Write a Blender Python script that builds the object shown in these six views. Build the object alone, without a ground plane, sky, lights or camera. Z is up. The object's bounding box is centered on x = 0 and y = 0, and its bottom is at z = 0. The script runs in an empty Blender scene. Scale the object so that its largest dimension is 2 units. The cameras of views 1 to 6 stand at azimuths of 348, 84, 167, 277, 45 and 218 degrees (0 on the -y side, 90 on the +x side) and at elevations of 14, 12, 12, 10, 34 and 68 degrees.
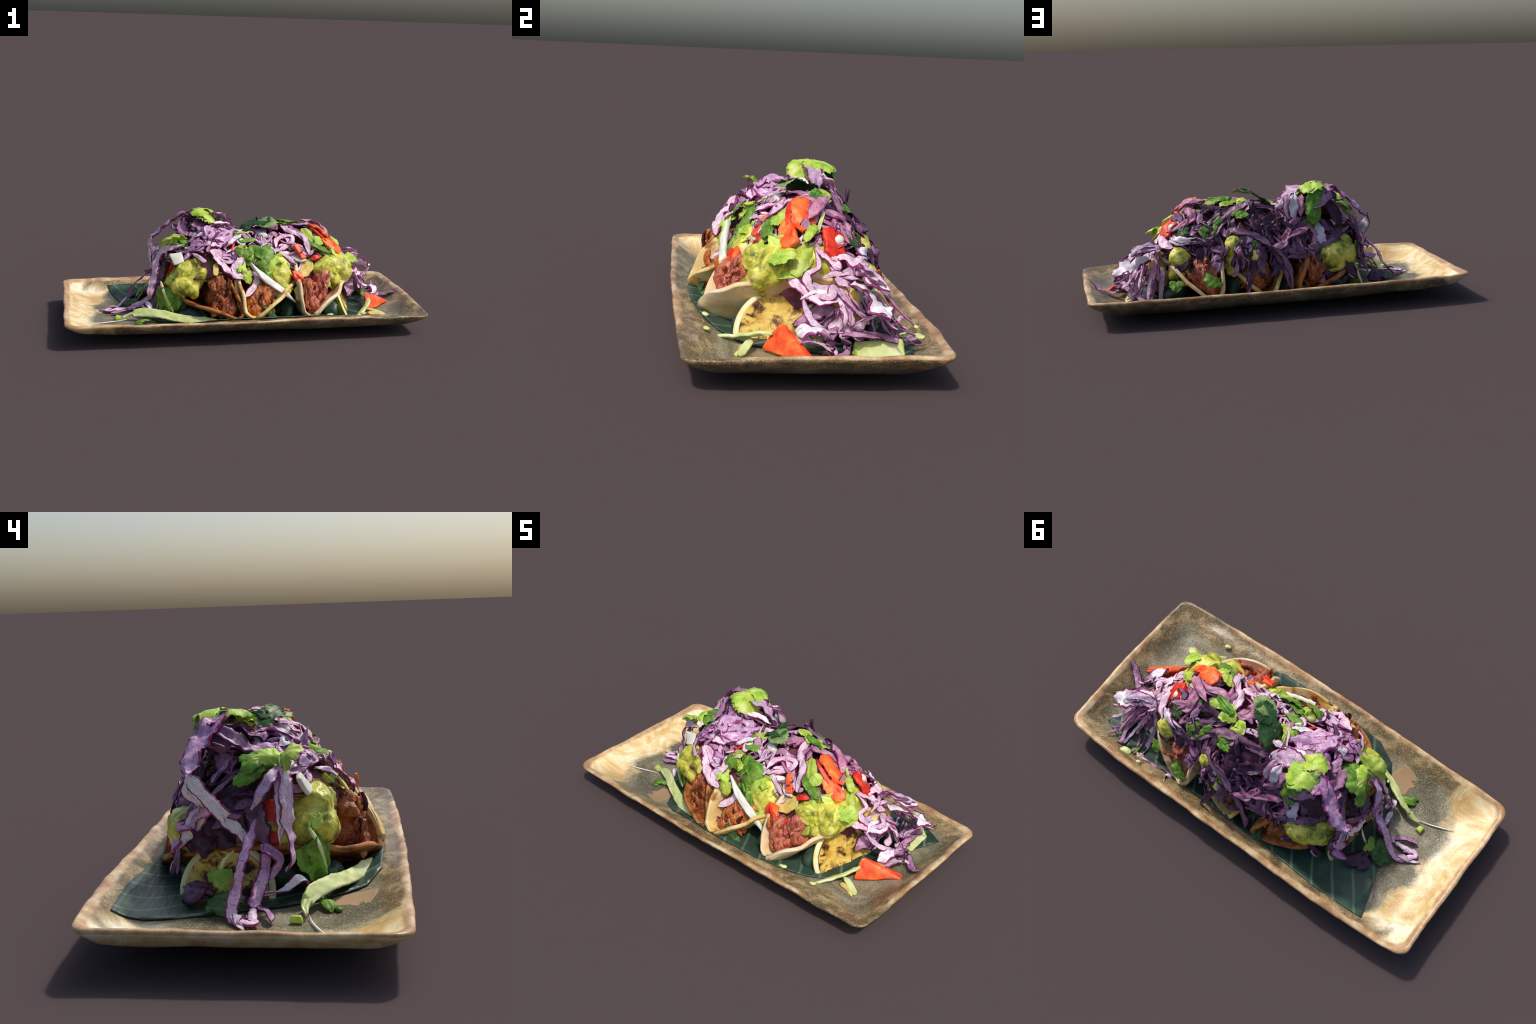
"""Three filled tacos with cabbage slaw, guacamole and grilled lime on a long stoneware plate.

Frame: metres, z up, plate along x.  Every piece of salad is a strip swept along a short
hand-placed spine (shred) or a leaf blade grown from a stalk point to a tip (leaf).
"""
import math, random
import bpy, bmesh
import numpy as np
from mathutils import Vector, Matrix, noise

random.seed(7)
RNG = np.random.default_rng(7)
noise.seed_set(7)


# ------------------------------------------------------------------ colour helpers
def lin(r, g, b):
    f = lambda c: c / 12.92 if c <= 0.04045 else ((c + 0.055) / 1.055) ** 2.4
    return (f(r / 255), f(g / 255), f(b / 255), 1.0)


class Nodes:
    """Small builder for a Principled material driven by procedural textures."""

    def __init__(self, name, rough=0.5, spec=0.3):
        m = self.m = bpy.data.materials.new(name)
        m.use_nodes = True
        t = self.t = m.node_tree
        self.b = t.nodes["Principled BSDF"]
        self.b.inputs["Roughness"].default_value = rough
        self.b.inputs["Specular IOR Level"].default_value = spec
        self.out = t.nodes["Material Output"]
        self.co = t.nodes.new("ShaderNodeTexCoord").outputs["Object"]

    def node(self, kind, **kw):
        n = self.t.nodes.new(kind)
        for k, v in kw.items():
            if k in n.inputs:
                n.inputs[k].default_value = v
            else:
                setattr(n, k, v)
        return n

    def link(self, a, b):
        self.t.links.new(a, b)

    def mapped(self, scale=(1, 1, 1), rot=(0, 0, 0), loc=(0, 0, 0)):
        n = self.node("ShaderNodeMapping")
        n.inputs["Scale"].default_value = scale
        n.inputs["Rotation"].default_value = rot
        n.inputs["Location"].default_value = loc
        self.link(self.co, n.inputs["Vector"])
        return n.outputs[0]

    def noise(self, scale, detail=3, rough=0.55, dist=0.0, vec=None):
        n = self.node("ShaderNodeTexNoise")
        for k, v in (("Scale", scale), ("Detail", detail), ("Roughness", rough), ("Distortion", dist)):
            n.inputs[k].default_value = v
        self.link(vec if vec is not None else self.co, n.inputs["Vector"])
        return n.outputs["Fac"]

    def cracks(self, scale, vec=None):
        n = self.node("ShaderNodeTexVoronoi", feature="DISTANCE_TO_EDGE")
        n.inputs["Scale"].default_value = scale
        self.link(vec if vec is not None else self.co, n.inputs["Vector"])
        return n.outputs["Distance"]

    def ramp(self, fac, *stops):
        n = self.node("ShaderNodeValToRGB")
        e = n.color_ramp.elements
        while len(e) < len(stops):
            e.new(0.5)
        for el, (p, c) in zip(e, stops):
            el.position = p
            el.color = c if len(c) == 4 else (*c, 1)
        self.link(fac, n.inputs[0])
        return n.outputs[0]

    def mask(self, fac, a, b):
        n = self.node("ShaderNodeMapRange", clamp=True)
        n.inputs["From Min"].default_value = a
        n.inputs["From Max"].default_value = b
        self.link(fac, n.inputs["Value"])
        return n.outputs[0]

    def mix(self, fac, a, b, mode="MIX"):
        n = self.node("ShaderNodeMix", data_type="RGBA", blend_type=mode)
        for src, sock in ((fac, n.inputs["Factor"]), (a, n.inputs["A"]), (b, n.inputs["B"])):
            s = sock
            if sock.name in ("A", "B"):
                s = [i for i in n.inputs if i.name == sock.name and i.type == "RGBA"][0]
            if isinstance(src, (int, float, tuple)):
                s.default_value = src
            else:
                self.link(src, s)
        return [o for o in n.outputs if o.type == "RGBA"][0]

    def math(self, op, a, b=0.0):
        n = self.node("ShaderNodeMath", operation=op)
        for i, v in enumerate((a, b)):
            if isinstance(v, (int, float)):
                n.inputs[i].default_value = v
            else:
                self.link(v, n.inputs[i])
        return n.outputs[0]

    def xyz(self):
        n = self.node("ShaderNodeSeparateXYZ")
        self.link(self.co, n.inputs[0])
        return n.outputs

    def random(self):
        return self.node("ShaderNodeObjectInfo").outputs["Random"]

    def vary(self, col, amount=0.25, hue=0.02):
        """brightness and hue drift from piece to piece"""
        r = self.random()
        n = self.node("ShaderNodeHueSaturation")
        h = self.math("MULTIPLY_ADD", r, hue * 2)
        h.node.inputs[2].default_value = 0.5 - hue
        v = self.math("MULTIPLY_ADD", r, amount * 2)
        v.node.inputs[2].default_value = 1 - amount
        self.link(h, n.inputs["Hue"])
        self.link(v, n.inputs["Value"])
        self.link(col, n.inputs["Color"])
        return n.outputs[0]

    def bump(self, height, strength=0.3, dist=0.01):
        n = self.node("ShaderNodeBump")
        n.inputs["Strength"].default_value = strength
        n.inputs["Distance"].default_value = dist
        self.link(height, n.inputs["Height"])
        self.link(n.outputs[0], self.b.inputs["Normal"])

    def done(self, col, translucent=0.0):
        self.link(col, self.b.inputs["Base Color"])
        if translucent:
            tr = self.node("ShaderNodeBsdfTranslucent")
            self.link(col, tr.inputs[0])
            mx = self.node("ShaderNodeMixShader")
            mx.inputs[0].default_value = translucent
            self.link(self.b.outputs[0], mx.inputs[1])
            self.link(tr.outputs[0], mx.inputs[2])
            self.link(mx.outputs[0], self.out.inputs[0])
        return self.m


# ------------------------------------------------------------------ materials
def mat_cabbage(name, pale, tint, vein, rough=0.42, veins=True):
    n = Nodes(name, rough, 0.35)
    c = n.ramp(n.noise(11, 3, 0.6, 0.8), (0.32, tint), (0.62, pale))
    if veins:
        w = n.node("ShaderNodeMapping")
        w.inputs["Scale"].default_value = (1, 1, 0.6)
        n.link(n.co, w.inputs[0])
        warp = n.node("ShaderNodeTexNoise")
        warp.inputs["Scale"].default_value = 14
        n.link(w.outputs[0], warp.inputs["Vector"])
        add = n.node("ShaderNodeMix", data_type="VECTOR")
        add.inputs["Factor"].default_value = 0.08
        vs = [i for i in add.inputs if i.type == "VECTOR"]
        n.link(w.outputs[0], vs[0])
        n.link(warp.outputs["Color"], vs[1])
        v = n.cracks(11, [o for o in add.outputs if o.type == "VECTOR"][0])
        c = n.mix(n.math("MULTIPLY", n.mask(v, 0.034, 0.008), 0.75), c, vein)
    c = n.vary(c, 0.16, 0.012)
    n.bump(n.noise(60, 3), 0.35, 0.006)
    return n.done(c, 0.12)


def mat_edge(name, a, b):
    n = Nodes(name, 0.4, 0.35)
    c = n.vary(n.ramp(n.noise(25, 2), (0.35, a), (0.65, b)), 0.2, 0.01)
    return n.done(c)


def mat_leaf(name, dark, mid, light, tr=0.25):
    n = Nodes(name, 0.45, 0.35)
    c = n.ramp(n.noise(16, 4, 0.6, 0.6), (0.3, dark), (0.52, mid), (0.75, light))
    v = n.cracks(34)
    c = n.mix(n.math("MULTIPLY", n.mask(v, 0.05, 0.0), 0.35), c, light)
    c = n.vary(c, 0.14, 0.012)
    n.bump(n.noise(50, 3), 0.4, 0.006)
    return n.done(c, tr)


def mat_simple(name, *cols, scale=14, rough=0.4, bump=0.25, tr=0.0, spec=0.4):
    n = Nodes(name, rough, spec)
    k = len(cols)
    c = n.ramp(n.noise(scale, 4, 0.6, 0.4), *[(0.3 + 0.4 * i / max(1, k - 1), c) for i, c in enumerate(cols)])
    n.bump(n.noise(scale * 4, 3), bump, 0.006)
    return n.done(c, tr)


M = {}
M["pale"] = mat_cabbage("pale_cabbage", lin(250, 246, 248), lin(238, 224, 236), lin(190, 130, 178))
M["lilac"] = mat_cabbage("lilac_cabbage", lin(240, 216, 234), lin(216, 174, 208), lin(140, 62, 122))
M["violet"] = mat_cabbage("violet_cabbage", lin(222, 182, 218), lin(176, 122, 172), lin(100, 40, 96))
M["pink"] = mat_cabbage("pink_cabbage", lin(246, 226, 236), lin(232, 188, 214), lin(178, 78, 132))
M["rose"] = mat_cabbage("rose_cabbage", lin(216, 164, 186), lin(184, 116, 148), lin(116, 44, 84))
M["purple"] = mat_cabbage("purple_cabbage", lin(206, 158, 188), lin(150, 92, 138), lin(78, 26, 66))
M["mauve"] = mat_cabbage("mauve_cabbage", lin(154, 116, 142), lin(108, 68, 98), lin(58, 22, 52))
M["dark"] = mat_cabbage("dark_cabbage", lin(92, 60, 86), lin(58, 34, 56), lin(34, 12, 32))
EDGE = {
    "light": mat_edge("cabbage_skin", lin(108, 24, 80), lin(160, 66, 128)),
    "deep": mat_edge("deep_cabbage_skin", lin(50, 12, 42), lin(88, 32, 74)),
}
M["white"] = mat_simple("white_onion", lin(218, 216, 202), lin(240, 238, 230), rough=0.35, bump=0.1)
M["stem"] = mat_simple("pale_green_stem", lin(150, 175, 85), lin(205, 215, 140), lin(232, 234, 190), scale=9, rough=0.4)
M["yellow"] = mat_simple("yellow_stick", lin(190, 150, 50), lin(225, 200, 110), lin(236, 224, 150), scale=12)
M["red"] = mat_simple("red_pepper", lin(176, 28, 16), lin(222, 46, 28), lin(232, 84, 44), scale=20, rough=0.42, bump=0.25)
M["orange"] = mat_simple("orange_pepper", lin(210, 52, 22), lin(238, 100, 40), lin(246, 156, 78), scale=16, rough=0.45, bump=0.3)
M["light"] = mat_leaf("bright_leaf", lin(138, 178, 48), lin(200, 226, 88), lin(234, 242, 160))  # greens lightened to carry the sun falling on the leaves
M["mid"] = mat_leaf("cilantro_leaf", lin(66, 108, 32), lin(116, 164, 54), lin(172, 202, 104))
M["dark_leaf"] = mat_leaf("dark_leaf", lin(38, 70, 34), lin(64, 100, 52), lin(98, 132, 76))
M["grey_leaf"] = mat_leaf("pale_leaf_back", lin(112, 140, 80), lin(146, 170, 106), lin(176, 194, 134))
M["yellowgreen_leaf"] = mat_leaf("yellow_leaf", lin(150, 150, 40), lin(190, 190, 60), lin(215, 214, 110))


def mat_guac():
    n = Nodes("guacamole", 0.35, 0.45)
    c = n.ramp(n.noise(15, 5, 0.6, 0.5), (0.34, lin(104, 112, 34)), (0.46, lin(186, 186, 66)), (0.55, lin(224, 218, 90)), (0.68, lin(248, 242, 150)))
    c = n.mix(n.mask(n.noise(22, 2), 0.66, 0.72), c, lin(196, 120, 60))
    n.bump(n.noise(38, 4), 0.5, 0.012)
    return n.done(c)


def mat_meat(name, deep, mid, hot):
    n = Nodes(name, 0.38, 0.45)
    fib = n.noise(26, 4, 0.6, 1.2, n.mapped((1.6, 0.5, 0.7)))
    c = n.ramp(fib, (0.3, deep), (0.5, mid), (0.72, hot))
    n.bump(fib, 0.8, 0.02)
    return n.done(c)


def mat_tortilla(name, pale, gold, brown, lo=0.5):
    n = Nodes(name, 0.6, 0.2)
    c = n.ramp(n.noise(7, 4, 0.6, 0.5), (0.3, pale), (0.6, gold))
    c = n.mix(n.mask(n.noise(13, 4, 0.65, 0.3), lo, lo + 0.16), c, brown)
    n.bump(n.noise(40, 3), 0.3, 0.006)
    return n.done(c)


def mat_core():
    n = Nodes("taco_stuffing", 0.5, 0.3)
    c = n.ramp(n.noise(9, 3, 0.6), (0.36, lin(92, 46, 78)), (0.46, lin(120, 62, 44)), (0.55, lin(150, 84, 120)), (0.64, lin(128, 116, 54)))
    n.bump(n.noise(30, 4), 0.8, 0.02)
    return n.done(c)


def mat_plate():
    n = Nodes("speckled_stoneware", 0.36, 0.4)
    x, y, z = n.xyz()
    fine = n.noise(190, 2, 0.7)
    cloud = n.noise(4.2, 4, 0.6, 0.8)
    ragged = n.math("MULTIPLY", n.math("SUBTRACT", n.noise(7, 5, 0.65, 1.0), 0.5), 0.05)
    base = n.ramp(cloud, (0.34, lin(80, 78, 58)), (0.5, lin(114, 108, 84)), (0.64, lin(156, 148, 124)))
    # brown glaze that gathered on the walls, with a wandering edge
    wall = n.mask(n.math("ADD", z, ragged), 0.084, 0.106)
    base = n.mix(n.math("MULTIPLY", wall, 0.8), base, n.ramp(n.noise(9, 5, 0.65, 1.2, n.mapped((1, 1, 2))), (0.36, lin(88, 72, 44)), (0.5, lin(134, 108, 66)), (0.63, lin(190, 164, 118))))
    # speckle
    base = n.mix(n.math("MULTIPLY", n.mask(fine, 0.53, 0.62), 0.6), base, lin(62, 54, 42))
    base = n.mix(n.math("MULTIPLY", n.mask(n.noise(150, 2, 0.7, 0, n.mapped((1, 1, 1), (0, 0, 0), (3, 5, 7))), 0.55, 0.66), 0.45), base, lin(214, 202, 172))
    # sunlight painted in straw tones: pool at the -x end, its edge broken by noise
    sunlit_area = n.math("ADD", x, n.math("MULTIPLY", n.math("SUBTRACT", n.noise(3.4, 5, 0.65, 0.8), 0.5), 0.55))
    base = n.mix(n.mask(sunlit_area, -0.76, -0.84), base, n.ramp(n.noise(7, 5, 0.65, 0.6), (0.36, lin(208, 168, 106)), (0.5, lin(238, 210, 152)), (0.62, lin(250, 240, 208))))
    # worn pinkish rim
    rim = n.mask(n.math("ADD", z, n.math("MULTIPLY", ragged, 0.2)), 0.127, 0.133)
    base = n.mix(n.math("MULTIPLY", rim, 0.85), base, n.ramp(n.noise(12, 4), (0.36, lin(162, 116, 78)), (0.5, lin(200, 160, 116)), (0.62, lin(232, 206, 164))))
    base = n.mix(n.math("MULTIPLY", n.mask(fine, 0.55, 0.66), 0.25), base, lin(96, 76, 48))
    n.bump(n.noise(90, 3), 0.3, 0.004)
    return n.done(base)


def mat_banana():
    n = Nodes("banana_leaf", 0.42, 0.4)
    w = n.node("ShaderNodeTexWave", wave_type="BANDS", bands_direction="X")
    w.inputs["Scale"].default_value = 3.2
    w.inputs["Distortion"].default_value = 1.2
    n.link(n.mapped((1, 1, 1), (0, 0, math.radians(-35))), w.inputs["Vector"])
    c = n.ramp(n.noise(6, 3), (0.35, lin(36, 56, 48)), (0.65, lin(62, 88, 74)))
    c = n.mix(n.math("MULTIPLY", n.mask(w.outputs["Fac"], 0.93, 1.0), 0.5), c, lin(120, 146, 124))
    n.bump(n.noise(40, 2, 0.5, 0, n.mapped((0.3, 1.6, 1), (0, 0, math.radians(-35)))), 0.3, 0.006)
    return n.done(c)


def mat_lime():
    n = Nodes("grilled_lime_flesh", 0.5, 0.3)
    c = n.ramp(n.noise(18, 4, 0.6, 0.6), (0.3, lin(190, 144, 52)), (0.5, lin(222, 188, 88)), (0.7, lin(238, 214, 130)))
    ch = n.noise(15, 5, 0.7, 0.8)
    c = n.mix(n.mask(ch, 0.49, 0.58), c, lin(120, 74, 26))
    c = n.mix(n.mask(ch, 0.57, 0.63), c, lin(34, 20, 10))
    n.bump(n.noise(30, 4), 0.35, 0.008)
    return n.done(c)


GUAC = mat_guac()
MEAT = [
    mat_meat("braised_meat", lin(78, 34, 18), lin(156, 80, 42), lin(216, 132, 78)),
    mat_meat("shredded_meat", lin(116, 54, 24), lin(196, 108, 54), lin(232, 164, 104)),
    mat_meat("seared_meat", lin(128, 60, 40), lin(198, 108, 84), lin(228, 156, 126)),
]
TORT = [
    mat_tortilla("toasted_tortilla", lin(196, 138, 78), lin(168, 104, 54), lin(112, 58, 28), 0.46),
    mat_tortilla("corn_tortilla", lin(240, 222, 166), lin(222, 182, 104), lin(164, 106, 52), 0.52),
    mat_tortilla("wheat_tortilla", lin(244, 230, 200), lin(228, 196, 142), lin(184, 128, 76), 0.56),
]
CORE, PLATE, BANANA, LIME = mat_core(), mat_plate(), mat_banana(), mat_lime()
RIND = mat_simple("lime_rind", lin(84, 96, 24), lin(128, 136, 40), lin(160, 160, 66), rough=0.35)
PITH = mat_simple("lime_pith", lin(226, 212, 150), lin(240, 232, 186))
BARE = mat_simple("unglazed_clay", lin(166, 136, 104), lin(172, 142, 110), rough=0.8, bump=0.05, spec=0.1)

# ------------------------------------------------------------------ objects
COL = bpy.context.scene.collection


def link(ob, parent=None):
    COL.objects.link(ob)
    if parent:
        ob.parent = parent
    return ob


def empty(name, loc, label, category):
    e = link(bpy.data.objects.new(name, None))
    e.location = loc
    e["label"], e["category"] = label, category
    return e


def mesh_object(name, verts, faces, mats, parent=None, fmat=None, smooth=True):
    me = bpy.data.meshes.new(name)
    me.from_pydata([tuple(map(float, v)) for v in verts], [], [tuple(map(int, f)) for f in faces])
    for m in mats:
        me.materials.append(m)
    if fmat is not None:
        me.polygons.foreach_set("material_index", np.asarray(fmat, np.int32))
    me.polygons.foreach_set("use_smooth", np.full(len(me.polygons), smooth))
    me.update()
    ob = bpy.data.objects.new(name, me)
    link(ob)
    if parent:
        ob.parent = parent
        ob.matrix_parent_inverse = Matrix.Translation(-Vector(parent.location))
    return ob


def fbm(p, f=8.0, oct=3):
    return noise.fractal(Vector(p) * f, 1.0, 2.0, oct)


# ------------------------------------------------------------------ the heap as a rule: radius about the x axis
AXIS_Y, AXIS_Z = 0.02, 0.07
# station x, then the radius of the heap every 22.5 degrees from the +y side over the top to the -y side
HEAP = np.array([
    (-0.62, 0.10, 0.11, 0.09, 0.09, 0.14, 0.15, 0.14, 0.11, 0.06),
    (-0.56, 0.16, 0.16, 0.15, 0.15, 0.19, 0.20, 0.18, 0.15, 0.11),
    (-0.50, 0.24, 0.21, 0.22, 0.22, 0.26, 0.26, 0.23, 0.20, 0.17),
    (-0.43, 0.27, 0.26, 0.29, 0.34, 0.33, 0.32, 0.29, 0.26, 0.25),
    (-0.36, 0.29, 0.28, 0.31, 0.34, 0.39, 0.38, 0.35, 0.30, 0.30),
    (-0.28, 0.31, 0.30, 0.33, 0.38, 0.44, 0.44, 0.41, 0.34, 0.33),
    (-0.20, 0.33, 0.31, 0.35, 0.41, 0.46, 0.45, 0.42, 0.38, 0.36),
    (-0.10, 0.34, 0.33, 0.38, 0.43, 0.45, 0.40, 0.41, 0.38, 0.37),
    (0.00, 0.34, 0.36, 0.39, 0.44, 0.46, 0.42, 0.38, 0.36, 0.38),
    (0.10, 0.34, 0.37, 0.41, 0.47, 0.47, 0.42, 0.34, 0.33, 0.36),
    (0.20, 0.33, 0.37, 0.42, 0.46, 0.47, 0.39, 0.32, 0.32, 0.34),
    (0.30, 0.33, 0.35, 0.38, 0.41, 0.47, 0.38, 0.34, 0.32, 0.35),
    (0.40, 0.33, 0.31, 0.35, 0.42, 0.47, 0.40, 0.31, 0.31, 0.34),
    (0.50, 0.28, 0.29, 0.35, 0.39, 0.40, 0.35, 0.27, 0.27, 0.32),
    (0.60, 0.25, 0.26, 0.30, 0.32, 0.28, 0.26, 0.14, 0.20, 0.27),
    (0.70, 0.23, 0.21, 0.21, 0.20, 0.16, 0.17, 0.10, 0.12, 0.17),
    (0.78, 0.22, 0.17, 0.15, 0.13, 0.08, 0.09, 0.07, 0.07, 0.08),
])


def heap_radius(x, t):
    """smooth interpolation of the station table at x and angle t (radians)"""
    xs, rows = HEAP[:, 0], HEAP[:, 1:]
    x = min(max(x, xs[0]), xs[-1])
    i = int(min(max(np.searchsorted(xs, x) - 1, 0), len(xs) - 2))
    f = (x - xs[i]) / (xs[i + 1] - xs[i])
    f = f * f * (3 - 2 * f)
    a = min(max(t / math.pi * 8, 0.0), 8.0)
    j = int(min(a, 7))
    g = a - j
    g = g * g * (3 - 2 * g)
    r0 = rows[i, j] * (1 - g) + rows[i, j + 1] * g
    r1 = rows[i + 1, j] * (1 - g) + rows[i + 1, j + 1] * g
    return r0 * (1 - f) + r1 * f


def heap_point(x, t, off=0.0):
    r = heap_radius(x, t) + off
    return Vector((x, AXIS_Y + r * math.cos(t), AXIS_Z + r * math.sin(t)))


def heap_normal(p):
    """outward direction of the heap near p (loose, wide difference so pieces lie smoothly)"""
    t = math.atan2(max(p[2] - AXIS_Z, 0.0), p[1] - AXIS_Y)
    if p[0] > 0.80 or p[0] < -0.62:
        return Vector((0, 0, 1))
    h, k = 0.06, 0.2
    a = heap_point(p[0] + h, t) - heap_point(p[0] - h, t)
    b = heap_point(p[0], min(t + k, math.pi)) - heap_point(p[0], max(t - k, 0))
    n = b.cross(a)
    radial = Vector((0, math.cos(t), math.sin(t)))
    if n.length < 1e-6:
        return radial
    n.normalize()
    if n.dot(radial) < 0:
        n = -n
    if p[2] < 0.13:
        n = (n + Vector((0, 0, 1.2)))
    return (n + radial * 0.3).normalized()


# ------------------------------------------------------------------ strip swept along a spine
def spline(pts, n):
    pts = [Vector(p) for p in pts]
    ext = [pts[0] * 2 - pts[1], *pts, pts[-1] * 2 - pts[-2]]
    seg = np.array([(pts[i + 1] - pts[i]).length for i in range(len(pts) - 1)])
    cum = np.concatenate([[0], np.cumsum(seg)])
    out = []
    for s in np.linspace(0, cum[-1], n):
        i = int(min(max(np.searchsorted(cum, s) - 1, 0), len(seg) - 1))
        u = (s - cum[i]) / max(seg[i], 1e-6)
        p0, p1, p2, p3 = ext[i : i + 4]
        out.append(0.5 * ((2 * p1) + (p2 - p0) * u + (2 * p0 - 5 * p1 + 4 * p2 - p3) * u * u + (3 * p1 - p0 - 3 * p2 + p3) * u ** 3))
    return out


# across-section of a strip: position across (-1..1) and share of the half thickness
ACROSS = [(-1.0, 0.0), (-0.97, 0.8), (-0.80, 1.0), (-0.5, 1.0), (-0.2, 1.0), (0.2, 1.0), (0.5, 1.0), (0.80, 1.0), (0.97, 0.8), (1.0, 0.0),
          (0.97, -0.8), (0.84, -1.0), (0.4, -1.0), (0.0, -1.0), (-0.4, -1.0), (-0.84, -1.0), (-0.97, -0.8)]
SKIN = {0, 1, 7, 8, 9, 10, 15, 16}  # bands of the section that carry the purple skin


def strip_mesh(pts, width, thick, twist, seed, ripple=1.0):
    length = sum((Vector(pts[i + 1]) - Vector(pts[i])).length for i in range(len(pts) - 1))
    n = max(10, int(length / 0.005))
    c = spline(pts, n)
    verts, faces, bands = [], [], []
    m = len(ACROSS)
    ph = Vector((seed * 1.37, seed * 0.71, seed * 2.3))
    for i, p in enumerate(c):
        t = (c[min(i + 1, n - 1)] - c[max(i - 1, 0)]).normalized()
        nrm = heap_normal(p)
        nrm = (nrm - t * nrm.dot(t))
        nrm = nrm.normalized() if nrm.length > 0.05 else t.orthogonal().normalized()
        bi = t.cross(nrm)
        s = i / (n - 1)
        k = noise.noise(Vector((s * length * 14, seed, 0.3)) + ph)
        a = math.radians(twist + 26 * ripple * k + 14 * ripple * noise.noise(Vector((s * length * 34, seed, 5)) + ph))
        ca, sa = math.cos(a), math.sin(a)
        b2, n2 = bi * ca + nrm * sa, nrm * ca - bi * sa
        t0, t1 = (0.12 + 0.30 * (seed * q % 1) ** 2 for q in (0.37, 0.61))
        taper = min(1.0, (s + 0.02) / t0, (1.02 - s) / t1) ** 0.8
        ragged = ripple * (0.22 * noise.noise(Vector((s * length * 26, seed, 9)) + ph) + 0.26 * noise.noise(Vector((s * length * 75, seed, 3)) + ph))
        w = 0.5 * width * taper * (1 + ragged)
        fold = 0.5 * width * (0.25 + noise.noise(Vector((s * length * 9, seed, 17)) + ph)) * ripple
        for u, v in ACROSS:
            wr = noise.noise(Vector((s * length * 24, u * width * 30, seed)) + ph)
            cr = 1 - 2 * abs(noise.noise(Vector((s * length * 13, u * width * 18, seed + 40)) + ph))
            rip = ripple * min(width, 0.06) * (0.26 * wr + 0.16 * cr)
            q = p + b2 * (u * w) + n2 * (v * thick * 0.5 + fold * (0.3 - abs(u)) * 0.55 + rip)
            q.z = max(q.z, 0.066 + 0.001 * (v + 1))
            verts.append(q)
    for i in range(n - 1):
        for j in range(m):
            k = (j + 1) % m
            faces.append((i * m + j, (i + 1) * m + j, (i + 1) * m + k, i * m + k))
            bands.append(1 if j in SKIN else 0)
    faces.append(tuple(range(m)))
    faces.append(tuple((n - 1) * m + j for j in reversed(range(m))))
    bands += [1, 1]
    return verts, faces, bands


CABBAGE = ("pale", "lilac", "violet", "pink", "rose", "purple", "mauve", "dark")
STRIP_NAMES = {"white": "onion_slice", "stem": "lettuce_stem", "yellow": "corn_strip", "red": "pepper_strip", "orange": "tomato_strip", "lettuce": "lettuce_shred", "pink": "pickled_onion"}
COUNT = [0]
OWNERS = {}


def owner(p):
    if p[2] < 0.135 and (p[0] < -0.5 or p[0] > 0.62 or abs(p[1]) > 0.36):
        return OWNERS["garnish"]
    return OWNERS["left"] if p[0] < -0.03 else OWNERS["middle"] if p[0] < 0.27 else OWNERS["right"]


def shred(kind, width, pts, thick=0.006, twist=0):
    COUNT[0] += 1
    if kind == "lettuce":
        width, thick = width * 1.2, 0.004
    if kind in CABBAGE:
        width, thick = width * 1.18, thick * 0.55
    v, f, b = strip_mesh(pts, width, thick, twist, COUNT[0], 0.35 if kind in ("white", "stem", "yellow") else 0.6 if kind in ("red", "orange") else 1.0)
    mid = pts[len(pts) // 2]
    if kind in ("white", "stem", "yellow", "red", "orange", "lettuce"):
        mats, b = [M["light" if kind == "lettuce" else kind]], None
    else:
        mats = [M[kind], EDGE["deep" if kind in ("dark", "mauve", "purple") else "light"]]
    ob = mesh_object(STRIP_NAMES.get(kind, "cabbage_shred"), v, f, mats, owner(mid), b)
    return ob


# ------------------------------------------------------------------ leaf blade
def outline(shape, a):
    """blade reach at angle a from the axis (0 = tip, +-pi = stalk)"""
    x = abs(a) / math.pi
    if shape == "lobed":  # three rounded, toothed lobes on a short stalk
        r = 0.86 + 0.12 * math.cos(3.1 * a) + 0.055 * math.cos(9 * a) + 0.03 * math.cos(23 * a)
        return max(0.12, r * (1 - 0.45 * x ** 4))
    if shape == "serrate":
        return (0.92 - 0.18 * math.sin(x * math.pi) + 0.055 * math.cos(26 * a)) * (1 - 0.25 * x ** 2)
    return 0.95 - 0.30 * math.sin(x * math.pi) ** 2 + 0.03 * math.cos(12 * a)


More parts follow.
